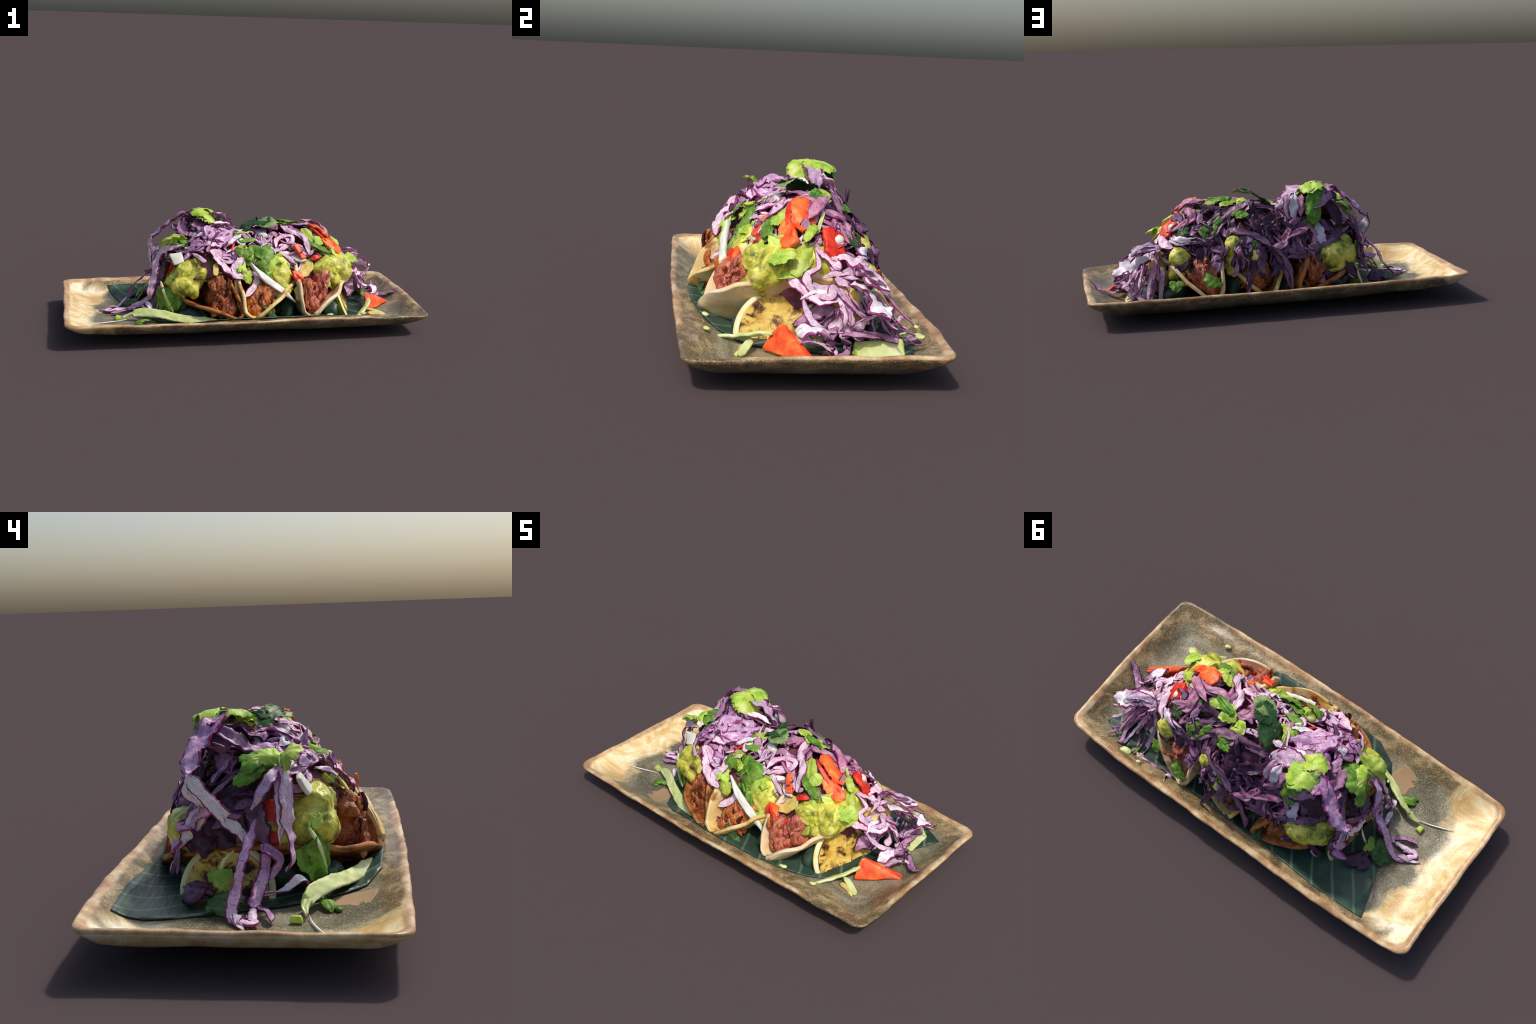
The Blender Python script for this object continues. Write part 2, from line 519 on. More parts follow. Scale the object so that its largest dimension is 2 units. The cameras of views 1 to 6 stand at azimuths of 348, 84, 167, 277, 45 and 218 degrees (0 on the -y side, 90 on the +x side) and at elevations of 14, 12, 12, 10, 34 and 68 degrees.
def leaf(kind, shape, width, base, tip, normal=None, cup=0.2):
    COUNT[0] += 1
    seed = COUNT[0]
    base, tip = Vector(base), Vector(tip)
    ax = tip - base
    length = max(ax.length, 0.02)
    ax.normalize()
    nrm = Vector(normal) if normal else heap_normal((base + tip) / 2)
    nrm = nrm - ax * nrm.dot(ax)
    nrm = nrm.normalized() if nrm.length > 0.05 else ax.orthogonal().normalized()
    side = ax.cross(nrm)
    centre = base + ax * length * 0.48
    R, A, th = 9, 72, 0.0035
    ph = Vector((seed * 0.77, seed * 1.9, seed * 0.13))
    tilt = random.uniform(-0.2, 0.2)

    def place(k, a, s):
        rr = k / R
        o = outline(shape, a)
        lx = math.cos(a) * o * rr
        ly = math.sin(a) * o * rr
        bend = cup * (0.5 - 1.5 * lx * lx * 0.5 - 1.2 * ly * ly) + tilt * ly
        bend += 0.24 * rr * noise.noise(Vector((lx * 1.6, ly * 1.6, seed)) + ph)
        bend += 0.11 * rr * rr * noise.noise(Vector((lx * 4.5, ly * 4.5, seed)) + ph)
        bend -= 0.05 * math.exp(-(ly * 9) ** 2)
        size = max(length, width) * 0.5
        q = centre + ax * (lx * length * 0.54) + side * (ly * width * 0.58) + nrm * (bend * size + s * th * 0.5 * (1 - 0.6 * rr ** 4))
        q.z = max(q.z, 0.066 + 0.001 * s)
        return q

    verts, faces = [], []
    for s in (1, -1):
        verts.append(place(0, 0, s))
        for k in range(1, R + 1):
            for i in range(A):
                verts.append(place(k, -math.pi + 2 * math.pi * i / A, s))
    N = 1 + R * A
    for s in (0, 1):
        o = s * N
        for i in range(A):
            j = (i + 1) % A
            tri = (o, o + 1 + i, o + 1 + j)
            faces.append(tri if s == 0 else tri[::-1])
            for k in range(R - 1):
                q = (o + 1 + k * A + i, o + 1 + (k + 1) * A + i, o + 1 + (k + 1) * A + j, o + 1 + k * A + j)
                faces.append(q if s == 0 else q[::-1])
    o = 1 + (R - 1) * A
    for i in range(A):
        j = (i + 1) % A
        faces.append((o + i, N + o + i, N + o + j, o + j))
    nm = "lettuce_leaf" if shape != "lobed" else "cilantro_leaf"
    mat = M.get(kind + "_leaf") or M[kind]
    return mesh_object(nm, verts, faces, [mat], owner(centre))


# ------------------------------------------------------------------ lumps (guacamole, meat, stuffing)
def lump(name, balls, mat, parent, voxel=0.009, amp=0.012, freq=14, stretch=(1, 1, 1), smooth_iter=2):
    if name == "guacamole":  # mashed: smaller lumps pushed out of the main ones, a little drip below
        rng = random.Random(int(balls[0][0][0] * 1000))
        for (x, y, z), (a, b, c) in list(balls):
            for _ in range(4):
                d = Vector([rng.gauss(0, 1) for _ in range(3)]).normalized()
                k = rng.uniform(0.32, 0.5)
                balls = balls + [((x + d.x * a * 0.75, y + d.y * b * 0.75, z + d.z * c * 0.75 - 0.006), (a * k, b * k, c * k * 1.2))]
    bm = bmesh.new()
    for (x, y, z), (a, b, c) in balls:
        r = bmesh.ops.create_icosphere(bm, subdivisions=3, radius=1.0)
        bmesh.ops.transform(bm, matrix=Matrix.Translation((x, y, z)) @ Matrix.Diagonal((a, b, c, 1)), verts=r["verts"])
    tmp = bpy.data.meshes.new("tmp")
    bm.to_mesh(tmp)
    bm.free()
    ob = bpy.data.objects.new("tmp", tmp)
    COL.objects.link(ob)
    md = ob.modifiers.new("remesh", "REMESH")
    md.mode, md.voxel_size = "VOXEL", voxel
    sm = ob.modifiers.new("smooth", "SMOOTH")
    sm.factor, sm.iterations = 0.5, smooth_iter
    me = bpy.data.meshes.new_from_object(ob.evaluated_get(bpy.context.evaluated_depsgraph_get()))
    bpy.data.objects.remove(ob)
    bpy.data.meshes.remove(tmp)
    me.name = name
    sv = Vector(stretch)
    nr = [Vector(v.normal) for v in me.vertices]
    for v, nn in zip(me.vertices, nr):
        q = Vector((v.co.x * sv.x, v.co.y * sv.y, v.co.z * sv.z))
        d = amp * (noise.fractal(q * freq, 0.9, 2.0, 3) + 0.5 * abs(noise.noise(q * freq * 2.3)) + 0.22 * noise.noise(q * freq * 4.1))
        v.co += nn * d
        v.co.z = max(v.co.z, 0.066)
    me.materials.clear()
    me.materials.append(mat)
    me.polygons.foreach_set("use_smooth", np.ones(len(me.polygons), bool))
    o = bpy.data.objects.new(name, me)
    link(o)
    if parent:
        o.parent = parent
        o.matrix_parent_inverse = Matrix.Translation(-Vector(parent.location))
    return o


# ------------------------------------------------------------------ plate
BACK_X, BACK_Y = (-0.97, -0.80, -0.50, -0.08, 0.34, 0.70, 0.97), (0.428, 0.451, 0.466, 0.469, 0.477, 0.482, 0.463)
FRONT_X, FRONT_Y = (-0.95, -0.55, -0.17, 0.30, 0.73, 0.97), (0.466, 0.474, 0.474, 0.462, 0.450, 0.436)


def smooth(a, b, v):
    v = min(1.0, max(0.0, (v - a) / (b - a)))
    return v * v * (3 - 2 * v)


def front_rise(x, y):
    """the well climbs early towards the front long side"""
    return 0.028 * smooth(-0.18, -0.37, y) * smooth(-0.55, -0.1, x) * smooth(0.95, 0.7, x)


def end_rise(x):
    """and towards the -x end"""
    return 0.004 * smooth(-0.70, -0.90, x)


def rounded_ring(inset, z, corner, n_side=64, n_corner=10, wob=0.0, under=False):
    """one closed ring of the plate: a slightly bowed, hand-made rectangle pulled in by inset"""
    hx, hy = 0.992 - inset, 0.455 - inset
    r = max(corner - inset * 0.3, 0.012)
    pts = []

    def side(a, b, n):
        for i in range(n):
            f = i / n
            pts.append((a[0] + (b[0] - a[0]) * f, a[1] + (b[1] - a[1]) * f))

    cs = [(hx - r, hy - r, 0), (-hx + r, hy - r, 90), (-hx + r, -hy + r, 180), (hx - r, -hy + r, 270)]
    for k, (cx, cy, a0) in enumerate(cs):
        for i in range(n_corner):
            a = math.radians(a0 + 90 * i / n_corner)
            pts.append((cx + r * math.cos(a), cy + r * math.sin(a)))
        a = math.radians(a0 + 90)
        p = (cx + r * math.cos(a), cy + r * math.sin(a))
        nx, ny, na = cs[(k + 1) % 4]
        a = math.radians(na)
        side(p, (nx + r * math.cos(a), ny + r * math.sin(a)), n_side if k % 2 == 0 else n_side // 2)
    out = []
    for x, y in pts:
        # the long sides are not straight: measured reach of the rim on either side
        reach = np.interp(x, BACK_X, BACK_Y) if y > 0 else np.interp(x, FRONT_X, FRONT_Y)
        yy = y * float(reach) / 0.455
        xx = x + (0.008 if x > 0 else 0.002) * (1 - (y / 0.46) ** 2) * math.copysign(1, x) * (abs(x) / 0.99) ** 6
        wv = wob * (noise.noise(Vector((xx * 6, yy * 6, 1.5))) * 0.006 + noise.noise(Vector((xx * 17, yy * 17, 4.5))) * 0.004 + noise.noise(Vector((xx * 40, yy * 40, 2.5))) * 0.0018)
        g = Vector((xx, yy)).normalized()
        xx, yy = xx + g.x * wv, yy + g.y * wv
        high = min(1.0, max(0.0, (z - 0.05) / 0.09))
        dz = high * (-0.020 * max(0, (x - 0.4) / 0.6) * max(0, -y / 0.45) + 0.006 * max(0, -x) * max(0, y / 0.45) + wob * 0.004 * noise.noise(Vector((x * 9, y * 9, 9))))
        low = smooth(0.132, 0.09, z)  # rim itself stays level
        rise = front_rise(xx, yy) * (0.25 * smooth(0.4, 0.0, xx) if under else 1.0) + end_rise(xx) * (2.0 if under else 1.0)
        if under:  # the foot sits under the middle; the -x end is raised off the table
            rise += 0.016 * smooth(-0.25, -0.65, xx) * smooth(0.075, 0.03, z) / max(low, 1e-3)
        dz -= 0.005 * high * smooth(-0.2, -0.44, yy) * smooth(0.25, 0.0, xx) * smooth(-0.8, -0.5, xx)
        out.append((xx, yy, max(0.0, z + dz + rise * low)))
    return out


def build_plate():
    # profile from the centre of the well, up the wall, over the rim, down the outside to the foot: inset, height, corner radius, hand wobble
    prof = [
        (0.440, 0.063, 0.02, 0), (0.36, 0.063, 0.03, 0), (0.27, 0.064, 0.05, 0), (0.20, 0.066, 0.07, .2), (0.155, 0.070, 0.08, .4), (0.12, 0.079, 0.085, .6),
        (0.09, 0.092, 0.085, .8), (0.065, 0.108, 0.08, 1), (0.042, 0.123, 0.065, 1), (0.024, 0.134, 0.06, 1), (0.016, 0.1385, 0.058, 1), (0.008, 0.1395, 0.055, 1), (0.002, 0.136, 0.055, 1),
        (0.000, 0.129, 0.055, 1), (0.007, 0.116, 0.06, 1), (0.020, 0.100, 0.065, 1), (0.04, 0.079, 0.08, 1), (0.075, 0.058, 0.085, .8), (0.12, 0.039, 0.085, .5), (0.17, 0.025, 0.085, .3), (0.215, 0.015, 0.08, .2), (0.25, 0.009, 0.07, 0), (0.34, 0.0, 0.04, 0), (0.440, 0.0, 0.02, 0),
    ]
    verts, faces = [], []
    for p in prof:
        ring = rounded_ring(*p[:3], wob=p[3], under=prof.index(p) > 12)
        n = len(ring)
        verts += ring
    for i in range(len(prof) - 1):
        for j in range(n):
            k = (j + 1) % n
            faces.append((i * n + j, i * n + k, (i + 1) * n + k, (i + 1) * n + j))
    faces.append(tuple(range(n))[::-1])
    faces.append(tuple((len(prof) - 1) * n + j for j in range(n)))
    faces = [f[::-1] for f in faces]
    ob = mesh_object("serving_plate", verts, faces, [PLATE])
    bm = bmesh.new()
    bm.from_mesh(ob.data)
    bmesh.ops.triangulate(bm, faces=[f for f in bm.faces if len(f.verts) > 4])
    bmesh.ops.recalc_face_normals(bm, faces=bm.faces)
    for v in bm.verts:  # thrown-by-hand unevenness
        k = min(1.0, max(0.0, (v.co.z - 0.01) / 0.04))
        v.co.z += 0.0035 * k * noise.noise(Vector((v.co.x * 8, v.co.y * 8, 3)))
    bm.to_mesh(ob.data)
    bm.free()
    ob["label"] = "long speckled beige stoneware plate with upturned rim"
    ob["category"] = "plate"
    return ob


def well_height(x, y):
    """inner surface of the plate"""
    reach = float(np.interp(x, BACK_X, BACK_Y) if y > 0 else np.interp(x, FRONT_X, FRONT_Y))
    ins = min(0.992 - abs(x), reach - abs(y))
    z = float(np.interp(ins, [0.016, 0.026, 0.042, 0.065, 0.09, 0.12, 0.155, 0.2, 0.27], [0.1385, 0.134, 0.124, 0.108, 0.092, 0.079, 0.070, 0.066, 0.064]))
    return z + (front_rise(x, y) + end_rise(x)) * smooth(0.132, 0.09, z)


def flat_piece(name, border, mat, lift, thick, parent=None, step=0.012, wave=0.0):
    """thin sheet lying on the plate: a polygon outline filled with a grid that follows the well"""
    bm = bmesh.new()
    vs = [bm.verts.new((x, y, 0)) for x, y in border]
    bm.faces.new(vs)
    xs = [p[0] for p in border]
    ys = [p[1] for p in border]
    for ax, lo, hi in ((0, min(xs), max(xs)), (1, min(ys), max(ys))):
        for c in np.arange(lo + step, hi, step * (2 if ax == 0 and hi - lo > 0.6 else 1)):
            co = (c, 0, 0) if ax == 0 else (0, c, 0)
            no = (1, 0, 0) if ax == 0 else (0, 1, 0)
            bmesh.ops.bisect_plane(bm, geom=bm.verts[:] + bm.edges[:] + bm.faces[:], plane_co=co, plane_no=no)
    for v in bm.verts:
        z = well_height(v.co.x, v.co.y) + lift
        v.co.z = z + wave * (0.5 + 0.5 * noise.noise(Vector((v.co.x * 9, v.co.y * 9, 2))))
    bmesh.ops.recalc_face_normals(bm, faces=bm.faces)
    if sum(f.normal.z for f in bm.faces) < 0:
        bmesh.ops.reverse_faces(bm, faces=bm.faces)
    bmesh.ops.solidify(bm, geom=bm.faces[:], thickness=thick)
    me = bpy.data.meshes.new(name)
    bm.to_mesh(me)
    bm.free()
    me.materials.append(mat)
    me.polygons.foreach_set("use_smooth", np.ones(len(me.polygons), bool))
    ob = bpy.data.objects.new(name, me)
    link(ob)
    if parent:
        ob.parent = parent
        ob.matrix_parent_inverse = Matrix.Translation(-Vector(parent.location))
    return ob


# ------------------------------------------------------------------ tortilla
def tortilla(parent, foldA, foldB, radius, lean_l, lean_r, bottom_r, mat, seed, thick=0.018):
    """a round tortilla folded about the line foldA-foldB, walls leaning by the given angles from upright"""
    NS, NT = 56, 44
    grid = []
    L, Rr = math.radians(lean_l), math.radians(lean_r)
    for i in range(NT + 1):
        t = math.sin((i / NT - 0.5) * math.pi)
        fx = foldA[0] + (foldB[0] - foldA[0]) * (t + 1) / 2
        fy = foldA[1] + (foldB[1] - foldA[1]) * (t + 1) / 2
        h = max(radius * math.sqrt(max(0, 1 - t * t)), 0.012)
        row = []
        for j in range(NS + 1):
            s = (j / NS * 2 - 1) * h * (1 + 0.05 * noise.noise(Vector((t * 3, j * 0.0 + (j > NS / 2) * 4, seed))))
            lean = Rr if s > 0 else L
            sign = 1 if s > 0 else -1
            phi_max = math.pi / 2 - lean
            d = abs(s)
            phi = min(d / bottom_r, phi_max)
            px = bottom_r * math.sin(phi)
            pz = bottom_r * (1 - math.cos(phi))
            rest = d - phi * bottom_r
            if rest > 0:
                px += rest * math.cos(phi)
                pz += rest * math.sin(phi)
            q = Vector((fx + sign * px, fy, 0.016 + well_height(fx, fy) + pz))
            edge = (d / h) ** 3
            q.z += 0.016 * edge * noise.noise(Vector((q.y * 13, sign * 2, seed + 21)))
            q.x += 0.014 * noise.noise(Vector((q.y * 7, s * 7, seed))) + 0.034 * edge * noise.noise(Vector((q.y * 11, sign * 3, seed + 8)))
            q.z += 0.006 * noise.noise(Vector((q.y * 9, s * 9, seed + 3)))
            row.append(q)
        grid.append(row)
    verts, faces = [q for r in grid for q in r], []
    W = NS + 1
    for i in range(NT):
        for j in range(NS):
            faces.append((i * W + j, i * W + j + 1, (i + 1) * W + j + 1, (i + 1) * W + j))
    ob = mesh_object("tortilla", verts, faces, [mat], parent)
    bm = bmesh.new()
    bm.from_mesh(ob.data)
    bmesh.ops.solidify(bm, geom=bm.faces[:], thickness=thick)
    bmesh.ops.recalc_face_normals(bm, faces=bm.faces)
    for f in bm.faces:
        f.smooth = True
    bm.to_mesh(ob.data)
    bm.free()
    return ob


# ------------------------------------------------------------------ grilled lime half
def lime_half(centre, facing, radius, depth, label):
    """half a lime standing on the plate, its cut face turned to `facing`"""
    e = empty("lime_half", centre, label, "lime")
    f = Vector(facing).normalized()
    up = (Vector((0, 0, 1)) - f * f.z).normalized()
    sd = up.cross(f)
    c = Vector(centre)

    def at(r, a, d):
        q = c + (sd * math.cos(a) + up * math.sin(a)) * r + f * d
        q += f * 0.004 * noise.noise(q * 20)
        q.z = max(q.z, 0.068)
        return q

    n = 64
    rings = {"flesh": [(0.0, 0.006)] + [(radius * k, 0.004 + 0.004 * math.sin(k * 9)) for k in (0.2, 0.4, 0.6, 0.75, 0.86)],
             "pith": [(radius * 0.86, 0.003), (radius * 0.90, 0.006), (radius * 0.97, 0.004), (radius, -0.004)],
             "rind": [(radius, -0.004)] + [(radius * math.cos(b), -0.004 - depth * math.sin(b)) for b in np.linspace(0.15, math.pi / 2 - 0.02, 9)]}
    for nm, mat in (("flesh", LIME), ("pith", PITH), ("rind", RIND)):
        v, fa = [], []
        for r, d in rings[nm]:
            v += [at(r, 2 * math.pi * i / n, d) for i in range(n)]
        for k in range(len(rings[nm]) - 1):
            for i in range(n):
                j = (i + 1) % n
                fa.append((k * n + i, k * n + j, (k + 1) * n + j, (k + 1) * n + i))
        mesh_object("lime_" + nm, v, fa, [mat], e)
    return e


# ------------------------------------------------------------------ chunky cut vegetables
def chunk(name, corners, faces, mat, parent, bevel=0.006, mats=None, fm=None):
    """solid cut piece from its corner points, edges rounded"""
    ob = mesh_object(name, corners, faces, mats or [mat], parent, fm)
    bm = bmesh.new()
    bm.from_mesh(ob.data)
    bmesh.ops.recalc_face_normals(bm, faces=bm.faces)
    bmesh.ops.bevel(bm, geom=bm.edges[:], offset=bevel, segments=3, affect="EDGES", profile=0.6)
    bmesh.ops.subdivide_edges(bm, edges=[e for e in bm.edges if e.calc_length() > 0.03], cuts=3, use_grid_fill=True)
    for v in bm.verts:
        v.co += Vector((noise.noise(v.co * 18), noise.noise(v.co * 18 + Vector((5, 0, 0))), noise.noise(v.co * 18 + Vector((0, 7, 0))))) * 0.007
        v.co.z = max(v.co.z, 0.067)
    for f in bm.faces:
        f.smooth = True
    bm.to_mesh(ob.data)
    bm.free()
    return ob


BOX = [(0, 1, 2, 3), (7, 6, 5, 4), (0, 4, 5, 1), (1, 5, 6, 2), (2, 6, 7, 3), (3, 7, 4, 0)]
PRISM = [(0, 1, 2), (5, 4, 3), (0, 3, 4, 1), (1, 4, 5, 2), (2, 5, 3, 0)]


def slab(name, quad, thick, mat, parent, bevel=0.006):
    a, b, c, d = [Vector(q) for q in quad]
    n = (b - a).cross(d - a).normalized()
    return chunk(name, [a, b, c, d, *(q - n * thick for q in (a, b, c, d))], BOX, mat, parent, bevel)


# ================================================================== BUILD
plate = build_plate()
leaf_mat = flat_piece(
    "banana_leaf",
    [(-0.735, 0.385), (-0.70, 0.27), (-0.672, 0.18), (-0.62, 0.05), (-0.58, -0.06), (-0.53, -0.16), (-0.47, -0.24), (-0.40, -0.34), (-0.30, -0.385), (-0.1, -0.395), (0.1, -0.40), (0.30, -0.39),
     (0.45, -0.355), (0.56, -0.30), (0.66, -0.2), (0.72, -0.05), (0.76, 0.10), (0.80, 0.22), (0.862, 0.335), (0.80, 0.36), (0.70, 0.385), (0.3, 0.375), (-0.2, 0.385), (-0.5, 0.40)],
    BANANA, 0.006, 0.004, None, 0.02, 0.004)
leaf_mat["label"], leaf_mat["category"] = "dark green ribbed banana leaf under the tacos", "leaf"
bare = flat_piece("bare_clay_patch", [(-0.515, -0.365), (-0.455, -0.375), (-0.44, -0.30), (-0.47, -0.235), (-0.525, -0.23), (-0.55, -0.25), (-0.545, -0.285), (-0.565, -0.31), (-0.55, -0.35)], BARE, 0.0015, 0.002, plate)

T = [
    empty("taco", (-0.10, 0.0, 0.07), "toasted folded taco heaped with purple slaw and guacamole", "taco"),
    empty("taco", (0.06, 0.0, 0.07), "folded corn taco with meat, guacamole and onion", "taco"),
    empty("taco", (0.34, 0.0, 0.07), "folded wheat taco with seared meat, pepper and slaw", "taco"),
]
OWNERS.update(left=T[0], middle=T[1], right=T[2])
OWNERS["garnish"] = empty("salad_garnish", (0.0, 0.0, 0.07), "loose cabbage shreds, herbs and vegetable scraps on the plate", "salad")

tortilla(T[0], (-0.085, -0.375), (-0.125, 0.365), 0.37, 66, -24, 0.035, TORT[0], 3)
tortilla(T[1], (0.015, -0.385), (0.095, 0.370), 0.36, 14, 46, 0.045, TORT[1], 9)
tortilla(T[2], (0.345, -0.350), (0.375, 0.375), 0.35, 4, 44, 0.045, TORT[2], 17)

# meat in the folds
lump("meat_filling", [((-0.15, -0.22, 0.20), (0.075, 0.11, 0.12)), ((-0.12, -0.29, 0.15), (0.05, 0.055, 0.075)), ((-0.17, -0.26, 0.28), (0.05, 0.06, 0.06)), ((-0.17, 0.2, 0.18), (0.08, 0.13, 0.1)), ((-0.15, 0, 0.2), (0.1, 0.25, 0.12))], MEAT[0], T[0], 0.009, 0.02, 22, (1.3, 0.7, 0.7))
lump("meat_filling", [((0.06, -0.25, 0.17), (0.075, 0.08, 0.08)), ((0.03, -0.31, 0.13), (0.05, 0.04, 0.05)), ((0.10, -0.22, 0.23), (0.07, 0.07, 0.06)), ((0.13, 0.22, 0.18), (0.09, 0.12, 0.09)), ((0.1, 0, 0.2), (0.1, 0.25, 0.12))], MEAT[1], T[1], 0.009, 0.02, 22, (1.0, 0.8, 0.8))
lump("meat_filling", [((0.335, -0.235, 0.21), (0.034, 0.06, 0.09)), ((0.415, -0.195, 0.235), (0.042, 0.06, 0.09)), ((0.365, -0.255, 0.16), (0.04, 0.045, 0.045)), ((0.40, 0.24, 0.2), (0.07, 0.09, 0.1)), ((0.4, 0, 0.2), (0.09, 0.25, 0.12)), ((0.36, 0.29, 0.15), (0.04, 0.06, 0.07))], MEAT[2], T[2], 0.009, 0.02, 22, (1.8, 0.8, 0.5))

# guacamole
lump("guacamole", [((-0.33, -0.175, 0.345), (0.068, 0.058, 0.055)), ((-0.345, -0.17, 0.285), (0.06, 0.055, 0.06)), ((-0.295, -0.20, 0.285), (0.045, 0.042, 0.06)), ((-0.30, -0.225, 0.235), (0.03, 0.03, 0.04)), ((-0.26, -0.215, 0.33), (0.04, 0.035, 0.04)), ((-0.35, -0.16, 0.27), (0.09, 0.09, 0.08)), ((-0.36, -0.05, 0.26), (0.07, 0.12, 0.085)),
                   ((-0.355, 0.10, 0.26), (0.075, 0.12, 0.085)), ((-0.34, 0.20, 0.25), (0.09, 0.08, 0.08)), ((-0.27, 0.25, 0.25), (0.08, 0.06, 0.07)), ((-0.28, 0.24, 0.20), (0.1, 0.05, 0.04))], GUAC, T[0], 0.008, 0.011, 15, smooth_iter=4)
lump("guacamole", [((0.175, -0.12, 0.35), (0.085, 0.07, 0.07)), ((0.18, -0.17, 0.29), (0.075, 0.07, 0.08)), ((0.205, -0.20, 0.23), (0.04, 0.05, 0.05))], GUAC, T[1], 0.008, 0.010, 15, smooth_iter=4)
lump("guacamole", [((0.14, 0.285, 0.28), (0.065, 0.06, 0.065)), ((0.12, 0.29, 0.235), (0.05, 0.045, 0.05)), ((0.24, 0.26, 0.33), (0.05, 0.045, 0.07)), ((0.25, 0.26, 0.25), (0.04, 0.045, 0.06))], GUAC, T[1], 0.008, 0.010, 15, smooth_iter=4)
lump("guacamole", [((0.50, -0.09, 0.345), (0.09, 0.07, 0.06)), ((0.47, -0.125, 0.29), (0.07, 0.055, 0.055)), ((0.56, -0.08, 0.345), (0.065, 0.08, 0.045)), ((0.51, -0.15, 0.26), (0.045, 0.05, 0.05)), ((0.50, 0.05, 0.33), (0.1, 0.1, 0.08)), ((0.44, -0.16, 0.33), (0.06, 0.05, 0.06)), ((0.57, -0.13, 0.31), (0.05, 0.07, 0.05))], GUAC, T[2], 0.008, 0.010, 15, smooth_iter=4)
lump("guacamole", [((0.52, 0.235, 0.285), (0.055, 0.05, 0.055)), ((0.50, 0.235, 0.22), (0.045, 0.045, 0.06)), ((0.545, 0.23, 0.22), (0.035, 0.04, 0.05))], GUAC, T[2], 0.008, 0.009, 15, smooth_iter=4)
# a dollop of grilled squash under the slaw on the +x side
lump("squash_chunk", [((0.63, 0.12, 0.235), (0.06, 0.08, 0.05)), ((0.62, 0.16, 0.17), (0.06, 0.07, 0.07))], M["yellow"], T[2], 0.009, 0.012, 16)


def build_core():
    """stuffing that carries the slaw: the heap drawn in by a few centimetres, one lump per taco"""
    for tac, x0, x1 in ((T[0], -0.40, -0.03), (T[1], -0.03, 0.27), (T[2], 0.27, 0.60)):
        nx, nt = 46, 60
        verts, faces = [], []
        for i in range(nx + 1):
            f = i / nx
            x = x0 + (x1 - x0) * f
            endf = 1.0
            if tac is T[0]:
                endf = min(1.0, math.sqrt(max(0.0, f / 0.22)) + 0.02)
            if tac is T[2]:
                endf = min(1.0, math.sqrt(max(0.0, (1 - f) / 0.25)) + 0.02)
            for j in range(nt + 1):
                t = math.radians(42 + 96 * j / nt)
                p = heap_point(x, t, -0.045)
                n = Vector((0, math.cos(t), math.sin(t)))
                p += n * 0.02 * noise.fractal(p * 15, 0.9, 2.0, 3)
                c = Vector((x, AXIS_Y, 0.22))
                verts.append(c + (p - c) * endf)
        W = nt + 1
        for i in range(nx):
            for j in range(nt):
                faces.append((i * W + j, i * W + j + 1, (i + 1) * W + j + 1, (i + 1) * W + j))
            faces.append((i * W + nt, i * W, (i + 1) * W, (i + 1) * W + nt))
        faces.append(tuple(range(W))[::-1])
        faces.append(tuple(nx * W + j for j in range(W)))
        ob = mesh_object("stuffing", verts, faces, [CORE], tac)
        bm = bmesh.new()
        bm.from_mesh(ob.data)
        bmesh.ops.recalc_face_normals(bm, faces=bm.faces)
        bm.to_mesh(ob.data)
        bm.free()


build_core()

# soft tomato and pepper pieces lodged in the ridge
shred("orange", 0.085, [(0.385, 0.0, 0.548), (0.43, 0.0, 0.535), (0.48, 0.0, 0.495), (0.525, -0.01, 0.45)], 0.014, 10)
shred("orange", 0.07, [(0.45, -0.06, 0.475), (0.51, -0.055, 0.44), (0.565, -0.045, 0.40)], 0.016, -15)
shred("red", 0.085, [(0.51, 0.10, 0.46), (0.555, 0.105, 0.415), (0.60, 0.115, 0.355)], 0.016, 15)
shred("red", 0.035, [(0.30, 0.16, 0.44), (0.34, 0.18, 0.41), (0.38, 0.19, 0.37)], 0.012, 0)

# shadowed gaps between and behind the tacos, modelled as dark green lumps
lump("gap_shadow_lump", [((0.235, -0.13, 0.10), (0.055, 0.13, 0.06)), ((0.245, 0.16, 0.11), (0.05, 0.14, 0.08)), ((-0.04, 0.2, 0.10), (0.05, 0.12, 0.07)), ((-0.03, -0.15, 0.10), (0.03, 0.15, 0.05)),
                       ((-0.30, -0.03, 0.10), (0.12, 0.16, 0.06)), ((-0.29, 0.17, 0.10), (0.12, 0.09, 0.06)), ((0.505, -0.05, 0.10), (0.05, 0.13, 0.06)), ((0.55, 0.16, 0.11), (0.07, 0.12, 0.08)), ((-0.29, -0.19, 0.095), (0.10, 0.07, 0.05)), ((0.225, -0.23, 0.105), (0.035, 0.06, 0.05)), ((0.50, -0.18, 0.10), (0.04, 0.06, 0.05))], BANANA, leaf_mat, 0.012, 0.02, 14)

# grilled lime halves at both ends
lime_half((0.600, -0.085, 0.095), (0.86, -0.22, 0.42), 0.165, 0.085, "charred half lime with yellow cut face and green rind")
lime_half((-0.470, 0.090, 0.085), (-0.93, 0.12, 0.30), 0.155, 0.08, "charred half lime standing at the plate end")

